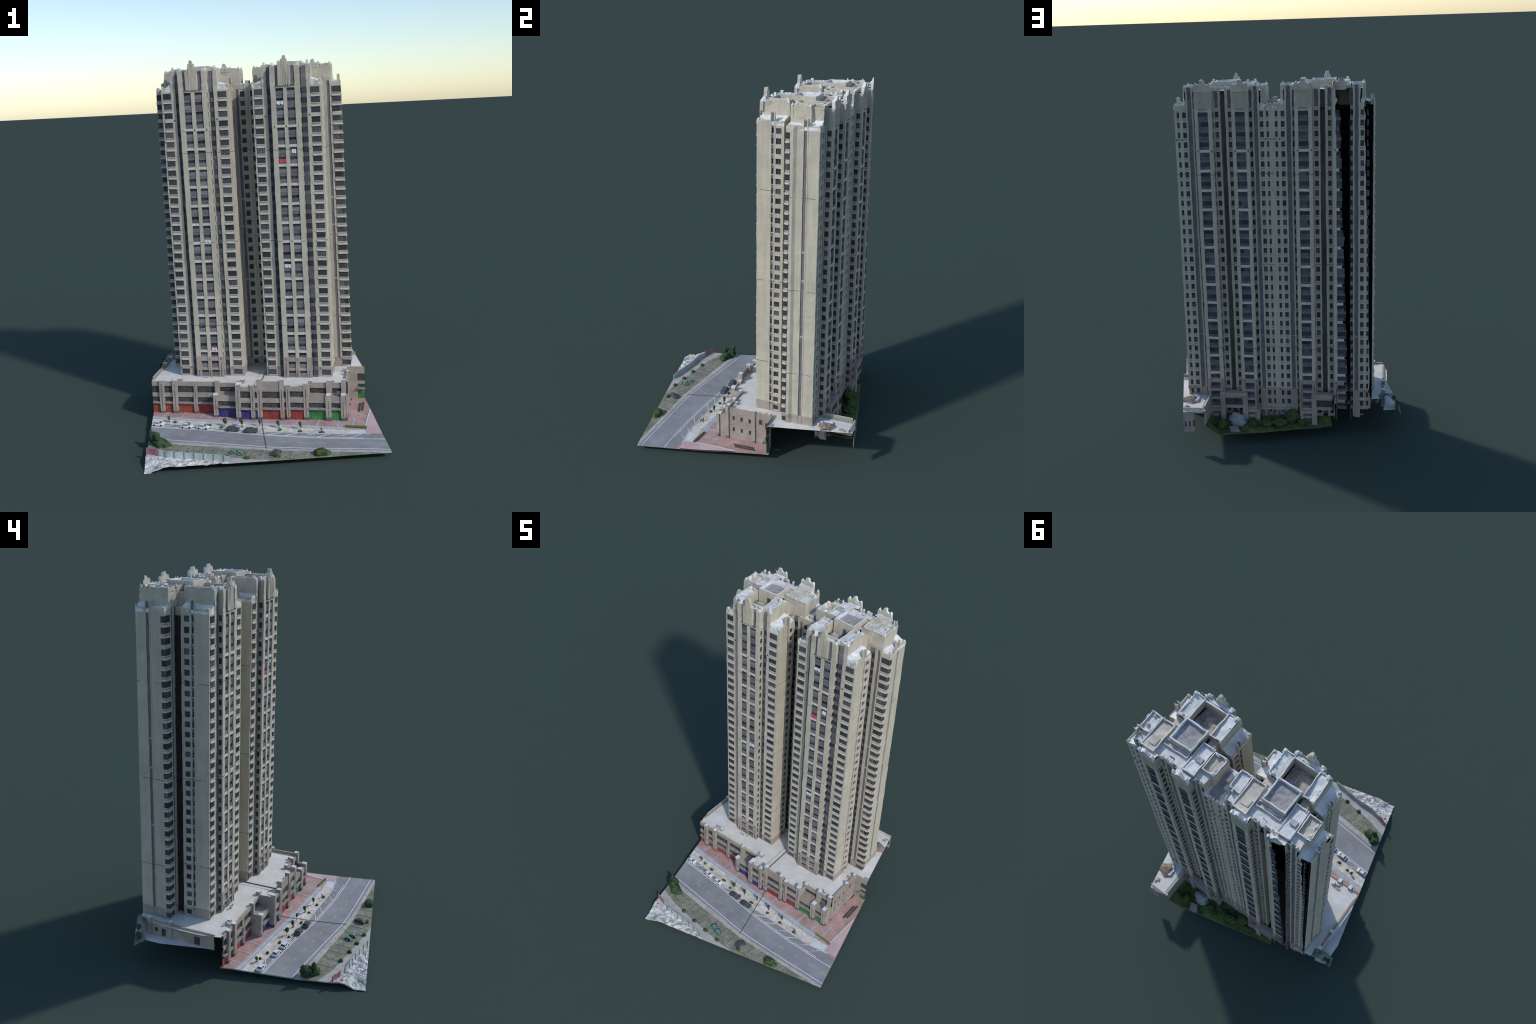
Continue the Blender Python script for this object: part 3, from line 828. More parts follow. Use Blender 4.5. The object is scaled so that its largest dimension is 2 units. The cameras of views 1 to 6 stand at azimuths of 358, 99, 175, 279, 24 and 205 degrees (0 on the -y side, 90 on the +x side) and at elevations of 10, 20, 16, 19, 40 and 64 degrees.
    # --- pointed pier ends round the upper tiers
    for a0, a1, b0, b1, z, t in (
            (0.069, 0.093, 0.140, 0.153, 1.946, 0.012), (0.310, 0.332, 0.140, 0.153, 1.946, 0.012),
            (0.119, 0.143, 0.118, 0.132, 1.944, 0.013), (0.250, 0.275, 0.118, 0.132, 1.944, 0.013),
            (0.312, 0.325, 0.276, 0.290, 1.950, 0.012), (0.068, 0.081, 0.278, 0.292, 1.950, 0.012),
            (0.393, 0.403, 0.490, 0.502, 1.952, 0.012), (0.362, 0.371, 0.490, 0.502, 1.952, 0.012),
            (0.220, 0.230, 0.488, 0.500, 1.950, 0.010), (0.183, 0.193, 0.488, 0.500, 1.950, 0.010),
            (0.043, 0.052, 0.490, 0.502, 1.952, 0.012), (0.013, 0.022, 0.490, 0.502, 1.952, 0.012),
            (0.414, 0.428, 0.424, 0.440, 1.952, 0.014), (0.414, 0.428, 0.334, 0.346, 1.952, 0.016),
            (-0.012, 0.002, 0.425, 0.438, 1.952, 0.014), (-0.012, 0.002, 0.334, 0.346, 1.952, 0.016),
            (0.345, 0.357, 0.334, 0.346, 1.952, 0.018), (0.068, 0.080, 0.330, 0.342, 1.952, 0.018)):
        B.pinnacle("beige_stone_cladding", a0, a1, b0, b1, 1.90, z, t)
    # blocks on the tier corners (white caps)
    for a, b, z in ((0.318, 0.158, 1.968), (0.083, 0.160, 1.968), (0.270, 0.140, 1.964), (0.128, 0.140, 1.962), (0.300, 0.274, 1.965)):
        B.box("rooftop_white", a - 0.006, a + 0.006, b - 0.006, b + 0.006, 1.94, z, bottom=False)
    rl = random.Random(17 if outer_right else 23)
    for k in range(34):
        a, b = rl.choice(((rl.uniform(0.075, 0.32), rl.choice((0.150, 0.284))), (rl.choice((0.078, 0.316)), rl.uniform(0.15, 0.28)), (rl.uniform(0.0, 0.41), rl.choice((0.342, 0.492))), (rl.choice((0.0, 0.40)), rl.uniform(0.34, 0.48))))
        w, h = rl.uniform(0.003, 0.007), rl.uniform(0.003, 0.012)
        B.pinnacle(rl.choice(("rooftop_white", "rooftop_white", "rooftop_cream")), a - w, a + w, b - w * .8, b + w * .8, 1.93, 1.951 + h * .5, h * .6)
    # --- lining coloured near-black for the unlit interior where the site edge cuts in
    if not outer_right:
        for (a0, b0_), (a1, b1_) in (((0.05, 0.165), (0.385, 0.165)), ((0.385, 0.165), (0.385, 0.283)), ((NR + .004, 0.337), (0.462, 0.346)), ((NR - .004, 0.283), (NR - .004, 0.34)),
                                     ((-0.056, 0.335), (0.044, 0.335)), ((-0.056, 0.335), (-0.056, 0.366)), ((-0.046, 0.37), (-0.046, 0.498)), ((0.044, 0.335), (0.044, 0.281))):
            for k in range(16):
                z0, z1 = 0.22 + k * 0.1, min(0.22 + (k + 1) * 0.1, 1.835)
                B.quad("interior_darkness_paint", (a0, b0_, z0), (a1, b1_, z0), (a1, b1_, z1), (a0, b0_, z1))
        B.deck("interior_darkness_paint", 0.03, 0.38, 0.17, 0.28, 1.835, 4)
        B.deck("interior_darkness_paint", -0.05, 0.45, 0.345, 0.495, 1.835, 6)
    # --- emit
    tw = bpy.data.objects.new("tower", None)
    bpy.context.scene.collection.objects.link(tw)
    tw.parent = root
    for mat, faces in B.parts.items():
        finish(PART_NAME.get(mat, mat), faces, mat, tw, shift, stuff=mat not in ("beige_stone_cladding", "pinkish_base_cladding", "rooftop_grey"))
    return tw

towers = {0.0: tower(0.0, True), 1.0: tower(1.0, False)}

# joining piece between the towers at the back
J = Builder()
J.box("beige_stone_cladding", -0.12, 0.01, 0.330, 0.338, 1.84, 1.866, "rooftop_white")
for a in (-0.085, -0.066, -0.046, -0.028):
    J.pinnacle("beige_stone_cladding", a - 0.006, a + 0.006, 0.490, 0.502, 1.85, 1.866, 0.008)
J.deck("rooftop_grey", -0.110, -0.002, 0.345, 0.490, 1.862, 5, (0, 0), 0.006)
J.box("beige_stone_cladding", -0.062, -0.042, 0.345, 0.40, 1.855, 1.885, "rooftop_white")
link = bpy.data.objects.new("link_roof", None)
bpy.context.scene.collection.objects.link(link)
link.parent = root
for mat, faces in J.parts.items():
    finish({"beige_stone_cladding": "link_parapet", "rooftop_grey": "link_deck", "rooftop_white": "link_coping"}[mat], faces, mat, link)

# ------------------------------------------------------------------ windows
def window_mesh(w, h, style):
    """one window seen from outside along -y: frame, mullion, panes"""
    v, f, m = [], [], []
    def bx(x0, x1, y0, y1, z0, z1, mi):
        i = len(v)
        v.extend([(x0, y0, z0), (x1, y0, z0), (x1, y1, z0), (x0, y1, z0), (x0, y0, z1), (x1, y0, z1), (x1, y1, z1), (x0, y1, z1)])
        f.extend([(i, i + 1, i + 5, i + 4), (i + 1, i + 2, i + 6, i + 5), (i + 2, i + 3, i + 7, i + 6), (i + 3, i, i + 4, i + 7), (i + 4, i + 5, i + 6, i + 7), (i + 3, i + 2, i + 1, i)])
        m.extend([mi] * 6)
    W, H, t = w / 2 + 0.0015, h / 2 + 0.0015, 0.0016
    if style == "bay":
        bx(-W, W, 0.0, 0.003, -H, H, 0)
        gl = -h / 2 + h * 0.56
        bx(-w / 2, w / 2, -0.0045, -0.0032, -h / 2, gl, 1)
        bx(-w / 2, w / 2, -0.005, -0.003, gl, gl + 0.0014, 1)
        bx(-0.0006, 0.0006, -0.0008, 0.0, gl, H, 2)
        return v, f, m, ["balcony_interior", "balcony_glass", "window_frame"]
    bx(-W, W, 0.0, 0.003, -H, H, 0)
    for x in (-w / 2 + t / 2, w / 2 - t / 2, -w * 0.17, w * 0.17):
        bx(x - t / 2, x + t / 2, -0.0012, 0.0, -h / 2, h / 2, 1)
    for z in (-h / 2 + t / 2, h / 2 - t / 2):
        bx(-w / 2, w / 2, -0.0010, 0.0, z - t / 2, z + t / 2, 1)
    return v, f, m, ["window_glass_varied", "window_frame"]

def rank(wd):
    # front windows show largest: they come first as objects of their own
    pos, um, w, h, style, shift, ang = wd
    front = abs(ang - math.atan2(-1, 0)) < 0.1 and pos[1] < 0.2
    return (0 if front and style in ("wing", "bay") else 1, -w * h)

templates = {}
joined = {0.0: [], 1.0: []}
count = 0
for wd in sorted(WINDOWS, key=rank):
    pos, um, w, h, style, shift, ang = wd
    p = wobble(plan(pos[0], pos[1], pos[2], shift))
    if max(abs(p.x), abs(p.y)) > HALF - 0.012 and style != "strip" or max(abs(p.x), abs(p.y)) > HALF - 0.006:
        if not (p.y > 0.5 and p.y - HALF < 0.03):
            continue
    if rank(wd)[0] == 0 and count < 292:
        key = (round(w, 4), round(h, 4), style)
        if key not in templates:
            v, f, m, mats = window_mesh(w, h, style)
            ob = mesh_object("window" if style == "wing" else "balcony_window", v, f, mats, towers[shift], m)
            templates[key] = ob.data
        else:
            ob = bpy.data.objects.new("window" if style == "wing" else "balcony_window", templates[key])
            bpy.context.scene.collection.objects.link(ob)
            ob.parent = towers[shift]
        ob.location = p
        ob.rotation_euler = (0, 0, TURN + ang + math.pi / 2)
        count += 1
    else:
        # pane as part of the joined glazing
        ca, sa = math.cos(ang), math.sin(ang)
        tx, ty = -sa, ca
        W, H = w / 2 + 0.0015, h / 2 + 0.0015
        a, b, z = pos
        q = [(a - tx * W, b - ty * W, z - H), (a + tx * W, b + ty * W, z - H), (a + tx * W, b + ty * W, z + H), (a - tx * W, b - ty * W, z + H)]
        if style == "bay":
            # rail glass in front of the dark opening
            joined[shift].append(("balcony_rail", [(x + ca * 0.002, y + sa * 0.002, zz if zz < z else z - H * 0.15) for x, y, zz in q]))
        joined[shift].append(("pane", q))
        if w > 0.017:
            for x in ((0,) if w < 0.03 else (-w / 6, w / 6)):
                joined[shift].append(("frame", [(a + tx * (x + s) + ca * .0011, b + ty * (x + s) + sa * .0011, zz) for s, zz in ((-.0008, z - H), (.0008, z - H), (.0008, z + H), (-.0008, z + H))]))
for sh, lst in joined.items():
    finish("window_glazing", [q for k, q in lst if k == "pane"], "window_glass", towers[sh], sh)
    finish("window_mullion", [q for k, q in lst if k == "frame"], "window_frame", towers[sh], sh)
    rails = [q for k, q in lst if k == "balcony_rail"]
    if rails:
        finish("balcony_rail", rails, "grey_spandrel", towers[sh], sh)

# washing hung out on a few balconies
def cloth(name, a, z, w, h, mat, shift):
    B = Builder()
    n = 6
    for i in range(n):
        for s, e in ((0, 1),):
            x0, x1 = a - w / 2 + w * i / n, a - w / 2 + w * (i + 1) / n
            y0 = 0.142 - 0.0255 - 0.0012 * math.sin(i * 1.9)
            y1 = 0.142 - 0.0255 - 0.0012 * math.sin((i + 1) * 1.9)
            zb0, zb1 = z - h / 2 - 0.002 * ((i * 7) % 3), z - h / 2 - 0.002 * ((i * 7) % 3)
            B.quad(mat, (x0, y0, zb0), (x1, y1, zb1), (x1, y1, z + h / 2), (x0, y0, z + h / 2))
            B.quad(mat, (x0, y0 + .0015, zb0), (x1, y1 + .0015, zb1), (x1, y1 + .0015, z + h / 2), (x0, y0 + .0015, z + h / 2))
    return finish(name, B.parts[mat], mat, towers[shift], shift, stuff=False)
cloth("laundry", 0.167, 1.443, 0.040, 0.018, "laundry_red", 0.0)
cloth("laundry", 0.167, 1.752, 0.040, 0.017, "laundry_white", 0.0)
cloth("laundry", 0.230, 1.493, 0.022, 0.020, "laundry_white", 0.0)
cloth("laundry", 0.167, 0.862, 0.036, 0.017, "laundry_white", 0.0)
cloth("laundry", 0.229, 1.010, 0.036, 0.014, "laundry_white", 1.0)
cloth("laundry", 0.229, 0.384, 0.030, 0.016, "laundry_pink", 1.0)

# ------------------------------------------------------------------ podium with shops
S = Builder()
def shop(d, top, win=None, low=None, colour="red_shutter", awn=True, up=None, foot=0.044):
    """front strip: shutter, awning, dark transom, stone band, window band, parapet"""
    def r(z):
        if low is not None and z > low:                       # low building in front, upper wall set back
            du = up
            if z > top:
                return "void"
            if win and win[0] < z < win[1]:
                return (du - 0.006, "shop_window_glass")
            return (du, "shop_stone")
        if z > top:
            return "void"
        if win and low is None and win[0] < z < win[1]:
            return (d - 0.006, "shop_window_glass")
        if z < 0.098:
            return (d - 0.004, colour)
        if z < 0.108:
            return (d + 0.008 if awn else d, "awning_grey")
        if z < 0.136:
            return (d - 0.006, "shop_window_glass")
        return (d, "shop_stone")
    return r
def spier(d, top, low=None, up=0.0):
    def r(z):
        if z > top:
            return "void"
        if low is not None and z > low:
            return (up, "shop_pier_stone")
        return (d, "dark_pier_foot" if z < 0.056 else "shop_pier_stone")
    return r
fr = [(-0.660, -0.578, shop(0.0, 0.228, (0.160, 0.200), colour="orange_red_shutter")), (-0.578, -0.552, spier(0.010, 0.234)),
      (-0.552, -0.502, shop(0.0, 0.228, (0.160, 0.200), colour="orange_red_shutter")), (-0.502, -0.474, spier(0.010, 0.236)),
      (-0.474, -0.380, shop(0.0, 0.226, (0.163, 0.203), colour="orange_red_shutter")), (-0.380, -0.360, spier(0.008, 0.226, 0.152, 0.0)),
      (-0.360, -0.254, shop(0.0, 0.226, (0.163, 0.203), colour="red_shutter")),
      (-0.254, -0.230, spier(0.060, 0.236, 0.172, 0.010)),
      (-0.230, -0.122, shop(0.056, 0.218, (0.148, 0.195), 0.168, "blue_shutter", True, -0.010)),
      (-0.122, -0.096, spier(0.086, 0.240)), (-0.096, -0.038, shop(0.080, 0.226, (0.163, 0.203), colour="blue_shutter")),
      (-0.038, -0.017, spier(0.084, 0.238)), (-0.017, -0.003, shop(0.078, 0.224, (0.163, 0.203), colour="blue_shutter")),
      (-0.003, 0.024, spier(0.077, 0.270)), (0.024, 0.124, shop(0.072, 0.256, (0.162, 0.206), colour="red_shutter")),
      (0.124, 0.144, spier(0.077, 0.270)), (0.144, 0.157, shop(0.066, 0.226, (0.163, 0.203), colour="red_shutter", awn=False)),
      (0.157, 0.177, spier(0.070, 0.238)), (0.177, 0.252, shop(0.064, 0.226, (0.168, 0.203), colour="red_shutter")),
      (0.252, 0.279, spier(0.066, 0.246)),
      (0.279, 0.372, shop(0.062, 0.229, (0.160, 0.205), 0.170, "green_shutter", True, 0.002)),
      (0.372, 0.402, spier(0.070, 0.244, 0.178, 0.010)),
      (0.402, 0.454, shop(0.060, 0.229, (0.160, 0.205), 0.170, "green_shutter", True, 0.002)),
      (0.454, 0.480, spier(0.066, 0.248, 0.180, 0.010))]
srows = [0.056, 0.098, 0.108, 0.136, 0.148, 0.152, 0.160, 0.162, 0.163, 0.168, 0.170, 0.172, 0.178, 0.180, 0.195, 0.200, 0.203, 0.205, 0.206, 0.218, 0.224, 0.226, 0.228, 0.229, 0.234, 0.236, 0.238, 0.244, 0.246, 0.248, 0.256]
def sag(rule, dz):
    return lambda z: "void" if rule(z + dz) == "void" else rule(z)
split = []
for a0, a1, r in fr:
    if a1 - a0 > 0.045:
        for k in range(6):
            t = (k + .5) / 6
            split.append((a0 + (a1 - a0) * k / 6, a0 + (a1 - a0) * (k + 1) / 6, sag(r, 0.0075 * (1 - (2 * t - 1) ** 2))))
    else:
        split.append((a0, a1, r))
        if 0.016 < a1 - a0 < 0.031:
            d = r(0.13)[0]
            am = (a0 + a1) / 2
            upper = r(0.20)
            top = 0.215 if upper != "void" and abs(upper[0] - d) < 0.02 else 0.146
            S.box("brown_ornament", am - 0.0016, am + 0.0016, -0.012 - d - 0.0006, -0.012 - d, 0.062, top)
fr = split
srows += [round(t - k, 4) for t in (.218, .224, .226, .228, .229, .256) for k in (.0023, .0055, .0073)]
S.panel((-0.660, -0.012), (0.480, -0.012), [(a0 + 0.660, a1 + 0.660, r) for a0, a1, r in fr], srows, 0.036, 0.266)
# pier caps standing on the parapet
for a, d, z in ((-0.565, .010, .234), (-0.488, .010, .236), (-0.242, .010, .236), (-0.109, .086, .240), (-0.0275, .084, .238), (0.0105, .076, .270), (0.134, .076, .270), (0.167, .070, .238), (0.2655, .066, .246), (0.387, .010, .244), (0.467, .010, .248)):
    S.box("shop_pier_stone", a - 0.012, a + 0.012, -0.012 - d, -0.012 - d + 0.026, 0.20, z, "rooftop_white")
for a, z in ((-0.242, .178), (0.387, .184), (0.467, .186), (-0.109, .242), (0.2655, .250)):
    S.box("rooftop_white", a - 0.012, a + 0.012, -0.075, -0.050, z - 0.008, z)
# parapet backs
for a0, a1, d, z in ((-0.66, -0.254, 0.0, .226), (-0.230, -0.122, -.010, .218), (-0.122, -0.003, .078, .225), (-0.003, 0.144, .072, .256), (0.144, 0.279, .064, .226), (0.279, 0.480, .002, .229)):
    S.box("shop_stone", a0, a1, -0.012 - d + 0.001, -0.012 - d + 0.009, 0.20, z, "brick_coping" if a0 < -0.2 else "shop_stone")
# low terrace floors and their rims
S.deck("rooftop_grey", -0.230, -0.122, -0.066, -0.002, 0.160, 4)
S.deck("rooftop_grey", 0.279, 0.480, -0.066, -0.012, 0.160, 4)
S.box("shop_pier_stone", -0.123, -0.118, -0.075, -0.002, 0.10, 0.226)
S.box("shop_pier_stone", 0.274, 0.279, -0.075, -0.012, 0.10, 0.228)
S.box("shop_pier_stone", -0.256, -0.251, -0.070, -0.012, 0.04, 0.170)
# round vent on the low terrace
S.box("dark_pier_foot", 0.43, 0.45, -0.05, -0.03, 0.16, 0.19)
# right side wall of the podium
def sidewall(win=None):
    def r(z):
        if z > 0.232:
            return "void"
        if win and any(w0 < z < w1 for w0, w1 in win):
            return (-0.004, "shop_window_glass")
        return (0.002 if 0.135 < z < 0.142 else 0.0, "shop_stone")
    return r
two = ((0.088, 0.113), (0.160, 0.186))
sw = [(-0.072, -0.058, spier(0.008, 0.182)), (-0.058, -0.016, lambda z: "void" if z > 0.172 else (0, "shop_stone")), (-0.016, 0.002, spier(0.008, 0.246)),
      (0.002, 0.024, sidewall()), (0.024, 0.038, sidewall(two)), (0.038, 0.074, sidewall()), (0.074, 0.088, sidewall(two)), (0.088, 0.124, sidewall()), (0.124, 0.138, sidewall(two)),
      (0.138, 0.150, sidewall()), (0.150, 0.164, spier(0.008, 0.240)), (0.164, 0.186, sidewall()), (0.186, 0.206, sidewall(((0.165, 0.196),))), (0.206, 0.256, sidewall())]
S.panel((0.482, -0.072), (0.482, 0.256), [(b0 + 0.072, b1 + 0.072, r) for b0, b1, r in sw], [0.056, .088, .113, .135, .142, .160, .165, .172, .182, .186, .196, .232, .240], 0.040, 0.246)
S.box("shop_stone", 0.472, 0.481, 0.0, 0.256, 0.20, 0.234, "brick_coping")
for b in (0.157, 0.248):
    S.box("shop_pier_stone", 0.470, 0.486, b - 0.010, b + 0.010, 0.20, 0.246, "rooftop_white")
# east wing front and deck
def wingfront(z):
    if z > 0.236: return "void"
    if 0.152 < z < 0.196: return (-0.005, "shop_window_glass")
    if z < 0.106: return (-0.006, "green_shutter")
    if z < 0.114: return (0.016, "awning_grey")
    if z < 0.134: return (-0.004, "shop_window_glass")
    return (0.0, "shop_stone")
S.panel((0.480, 0.258), (0.660, 0.258), [(0, 0.045, lambda z: "void" if z > 0.236 else (0, "shop_stone")), (0.045, 0.18, wingfront)], [.106, .114, .134, .152, .196, .236], 0.044, 0.236)
S.deck("podium_deck_stone", 0.340, 0.760, 0.262, 0.720, 0.217, 12)
S.box("shop_stone", 0.482, 0.68, 0.259, 0.267, 0.20, 0.236, "brick_coping")
S.box("teal_gutter", 0.535, 0.66, 0.270, 0.296, 0.205, 0.2215)
# parapet of the wing at the back and on the garden side
S.box("shop_stone", 0.342, 0.350, 0.520, 0.690, 0.128, 0.240, "rooftop_cream")
S.box("rooftop_cream", 0.35, 0.50, 0.700, 0.706, 0.205, 0.236)
S.box("teal_gutter", 0.352, 0.366, 0.520, 0.690, 0.20, 0.221)
# podium deck
S.deck("podium_deck_stone", -0.650, 0.476, -0.004, 0.345, 0.2175, 24)
S.deck("podium_deck_stone", -0.122, 0.279, -0.076, -0.002, 0.2170, 8)
S.deck("podium_deck_stone", -0.122, -0.003, -0.082, -0.076, 0.2170, 3)
S.deck("podium_deck_stone", -0.640, -0.500, 0.343, 0.560, 0.2172, 8)
S.box("dark_pier_foot", 0.0005, 0.0042, -0.06, 0.215, 0.215, 0.2215)
S.box("brick_coping", -0.030, -0.0265, -0.05, 0.20, 0.215, 0.2186)
for a, b, w, d, h in ((-0.500, 0.014, .022, .016, .012), (-0.520, 0.034, .030, .014, .005), (-0.470, 0.018, .018, .020, .016), (-0.29, 0.085, .012, .008, .009), (-0.325, 0.080, .010, .010, .010), (-0.345, 0.088, .008, .006, .007),
                      (-0.115, 0.0, .026, .022, .020), (0.272, -0.02, .022, .020, .024), (0.40, 0.012, .014, .012, .018), (0.447, 0.215, .020, .016, .012)):
    S.box("shop_pier_stone" if h > .015 else "court_clutter", a, a + w, b, b + d, 0.215, 0.2175 + h, "rooftop_white" if h > .015 else None)
# west wall: parapet with piers, windows, sagging coping
def westwall(win=None, dip=0.0):
    def r(z):
        if z > 0.238 - dip: return "void"
        if win and win[0] < z < win[1]: return (-0.004, "shop_window_glass")
        return (0.0, "shop_stone")
    return r
ww = []
edges = [0.565, 0.535, 0.515, 0.470, 0.425, 0.410, 0.385, 0.365, 0.345, 0.320, 0.300, 0.270, 0.235, 0.195, 0.150, 0.118, 0.062, 0.030]
for i in range(len(edges) - 1):
    mid = (edges[i] + edges[i + 1]) / 2
    near = min(abs(mid - c) for c in (0.525, 0.417, 0.292))
    win = (0.168, 0.192) if i in (6,) else (0.148, 0.192) if i in (8,) else (0.146, 0.190) if i == 14 else None
    ww.append((0.565 - edges[i], 0.565 - edges[i + 1], westwall(win, 0.0 if near < 0.02 else min(0.012, (near - 0.01) * 0.25))))
S.panel((-0.634, 0.565), (-0.634, 0.030), ww, [.146, .148, .168, .192, .196, .226, .228, .230, .232, .234, .236], 0.138, 0.238)
S.box("shop_stone", -0.632, -0.622, 0.045, 0.560, 0.20, 0.224, "brick_coping")
for b in (0.525, 0.417, 0.292):
    S.box("shop_pier_stone", -0.642, -0.618, b - 0.011, b + 0.011, 0.14, 0.243, "rooftop_white")
S.deck("white_concrete", -0.700, -0.632, 0.050, 0.565, 0.143, 8)
# ground floor at the back: plinths, entrance porches
for sh in (0, 1):
    o = 0.0 if not sh else -0.5195
    S.box("shop_pier_stone", (0.130 if not sh else 0.150) + o, 0.286 + o, 0.500, 0.545, 0.238, 0.256)
    if not sh:
        S.box("shop_stone", 0.130 + o, 0.160 + o, 0.500, 0.543, 0.060, 0.238)
    S.box("shop_stone", 0.258 + o, 0.286 + o, 0.500, 0.543, 0.060, 0.238)
    S.box("shop_stone", (0.160 if not sh else 0.172) + o, 0.258 + o, 0.500, 0.541, 0.222, 0.238)
    S.box("shop_stone", (0.160 if not sh else 0.172) + o, 0.258 + o, 0.500, 0.541, 0.162, 0.180)
    S.box("shop_window_glass", (0.160 if not sh else 0.172) + o, 0.258 + o, 0.500, 0.532, 0.160, 0.222)
    for c in ((0.304, 0.110) if not sh else (0.304,)):
        S.box("shop_pier_stone", c - 0.046 + o, c + 0.046 + o, 0.500, 0.540, 0.138, 0.154)
        S.box("shop_stone", c - 0.046 + o, c - 0.030 + o, 0.500, 0.537, 0.070, 0.138)
        S.box("shop_stone", c + 0.030 + o, c + 0.046 + o, 0.500, 0.537, 0.070, 0.138)
        S.box("dark_pier_foot", c - 0.032 + o, c + 0.032 + o, 0.500, 0.528, 0.070, 0.138)
S.box("shop_pier_stone", -0.150, 0.066, 0.498, 0.507, 0.140, 0.153)
for k in range(7):
    S.box("dark_pier_foot", -0.14 + k * 0.030, -0.125 + k * 0.030, 0.498, 0.503, 0.090, 0.138)
# fragment of the wing's rear wall
S.panel((0.460, 0.7305), (0.400, 0.7165), [(i * .0077, i * .0077 + .0077, (lambda k: lambda z: ((-0.003, "shop_window_glass") if k % 3 == 1 and .13 < z < .165 else (0, "shop_stone")))(i)) for i in range(8)], [.13, .165], 0.10, 0.215)

podium = bpy.data.objects.new("podium", None)
bpy.context.scene.collection.objects.link(podium)
podium.parent = root
SIMPLE = lambda p: wobble(p, 0.0012, 21.0)
for mat, faces in S.parts.items():
    nm = {"white_concrete": "side_yard", "shop_window_glass": "shop_window", "rooftop_white": "pier_cap", "rooftop_grey": "terrace_floor", "rooftop_cream": "parapet_top", "court_clutter": "roof_equipment", "brick_coping": "coping"}.get(mat, PART_NAME.get(mat, mat))
    finish(nm, faces, mat, podium, place=flat, wob=SIMPLE, stuff=mat not in ("shop_stone", "podium_deck_stone"))

# building materials left on the east deck
H = Builder()
def heap(mat, cx, cy, rx, ry, h, z, n=14, seed=0):
    rng = random.Random(seed)
    rings = 5
    pts = [[None] * n for _ in range(rings)]
    for k in range(rings):
        t = k / (rings - 1)
        for i in range(n):
            an = math.tau * i / n
            q = (1 - t) * (1 + 0.18 * math.sin(3 * an + seed) + 0.1 * rng.uniform(-1, 1))
            pts[k][i] = (cx + rx * q * math.cos(an), cy + ry * q * math.sin(an), z + h * (1 - (1 - t) ** 2) + (rng.uniform(-.1, .1) * h if 0 < k else 0))
    for k in range(rings - 1):
        for i in range(n):
            j = (i + 1) % n
            H.quad(mat, pts[k][i], pts[k][j], pts[k + 1][j], pts[k + 1][i])
world_xy = lambda a, b, z, s=0.0: Vector((a, b, z))
heap("brown_earth_heap", 0.572, 0.455, 0.055, 0.048, 0.020, 0.217, seed=2)
rng = random.Random(4)
for i in range(26):
    an = 2.3 + 1.9 * i / 25
    x, y = 0.575 + 0.052 * math.cos(an) + rng.uniform(-.004, .004), 0.452 + 0.047 * math.sin(an) + rng.uniform(-.004, .004)
    s = rng.uniform(.0025, .0045)
    H.box("bag_white", x - s, x + s, y - s, y + s, 0.217, 0.226 + rng.uniform(0, .006))
for x, y, s in ((0.588, 0.535, .009), (0.60, 0.55, .006), (0.52, 0.345, .006), (0.545, 0.352, .005)):
    H.box("court_clutter", x - s, x + s, y - s, y + s, 0.217, 0.225)
for mat, faces in H.parts.items():
    finish({"brown_earth_heap": "earth_heap", "bag_white": "sack_pile", "court_clutter": "loose_block"}[mat], faces, mat, podium, place=world_xy, wob=None)

# ------------------------------------------------------------------ street
def curve(pts):
    def f(x):
        if x <= pts[0][0]:
            (x0, y0), (x1, y1) = pts[0], pts[1]
            return y0 + (y1 - y0) * (x - x0) / (x1 - x0)
        for i in range(len(pts) - 1):
            (x0, y0), (x1, y1) = pts[i], pts[i + 1]
            if x <= x1:
                t = (x - x0) / (x1 - x0)
                xa, ya = pts[max(i - 1, 0)]
                xb, yb = pts[min(i + 2, len(pts) - 1)]
                m0 = (y1 - ya) / (x1 - xa) * (x1 - x0)
                m1 = (yb - y0) / (xb - x0) * (x1 - x0)
                t2, t3 = t * t, t * t * t
                return (2 * t3 - 3 * t2 + 1) * y0 + (t3 - 2 * t2 + t) * m0 + (-2 * t3 + 3 * t2) * y1 + (t3 - t2) * m1
        (x0, y0), (x1, y1) = pts[-2], pts[-1]
        return y1 + (y1 - y0) * (x - x1) / (x1 - x0)
    return f

c_fence = curve([(-0.61, -0.437), (-0.479, -0.508), (-0.392, -0.530), (-0.186, -0.607), (-0.1, -0.64)])
c_foot = curve([(-0.61, -0.365), (-0.49, -0.433), (-0.302, -0.507), (-0.114, -0.575), (-0.008, -0.608), (0.2, -0.66)])
c_lawn = curve([(-0.61, -0.285), (-0.471, -0.332), (0.0, -0.489), (0.22, -0.538), (0.4, -0.577), (0.61, -0.622)])
c_dirt = curve([(-0.61, -0.245), (-0.477, -0.300), (-0.2, -0.392), (-0.007, -0.462), (0.32, -0.540), (0.61, -0.600)])
c_line1 = curve([(-0.61, -0.229), (-0.2, -0.376), (-0.008, -0.445), (0.262, -0.51), (0.61, -0.583)])
c_dash = curve([(-0.61, -0.155), (-0.531, -0.185), (-0.231, -0.299), (-0.026, -0.365), (0.181, -0.424), (0.39, -0.472), (0.61, -0.520)])
c_line3 = curve([(-0.61, -0.080), (-0.305, -0.18), (0.001, -0.294), (0.332, -0.392), (0.611, -0.453)])
c_kerb = curve([(-0.61, -0.028), (-0.488, -0.07), (-0.261, -0.165), (-0.007, -0.245), (0.164, -0.291), (0.33, -0.335), (0.415, -0.354), (0.54, -0.366), (0.61, -0.383)])
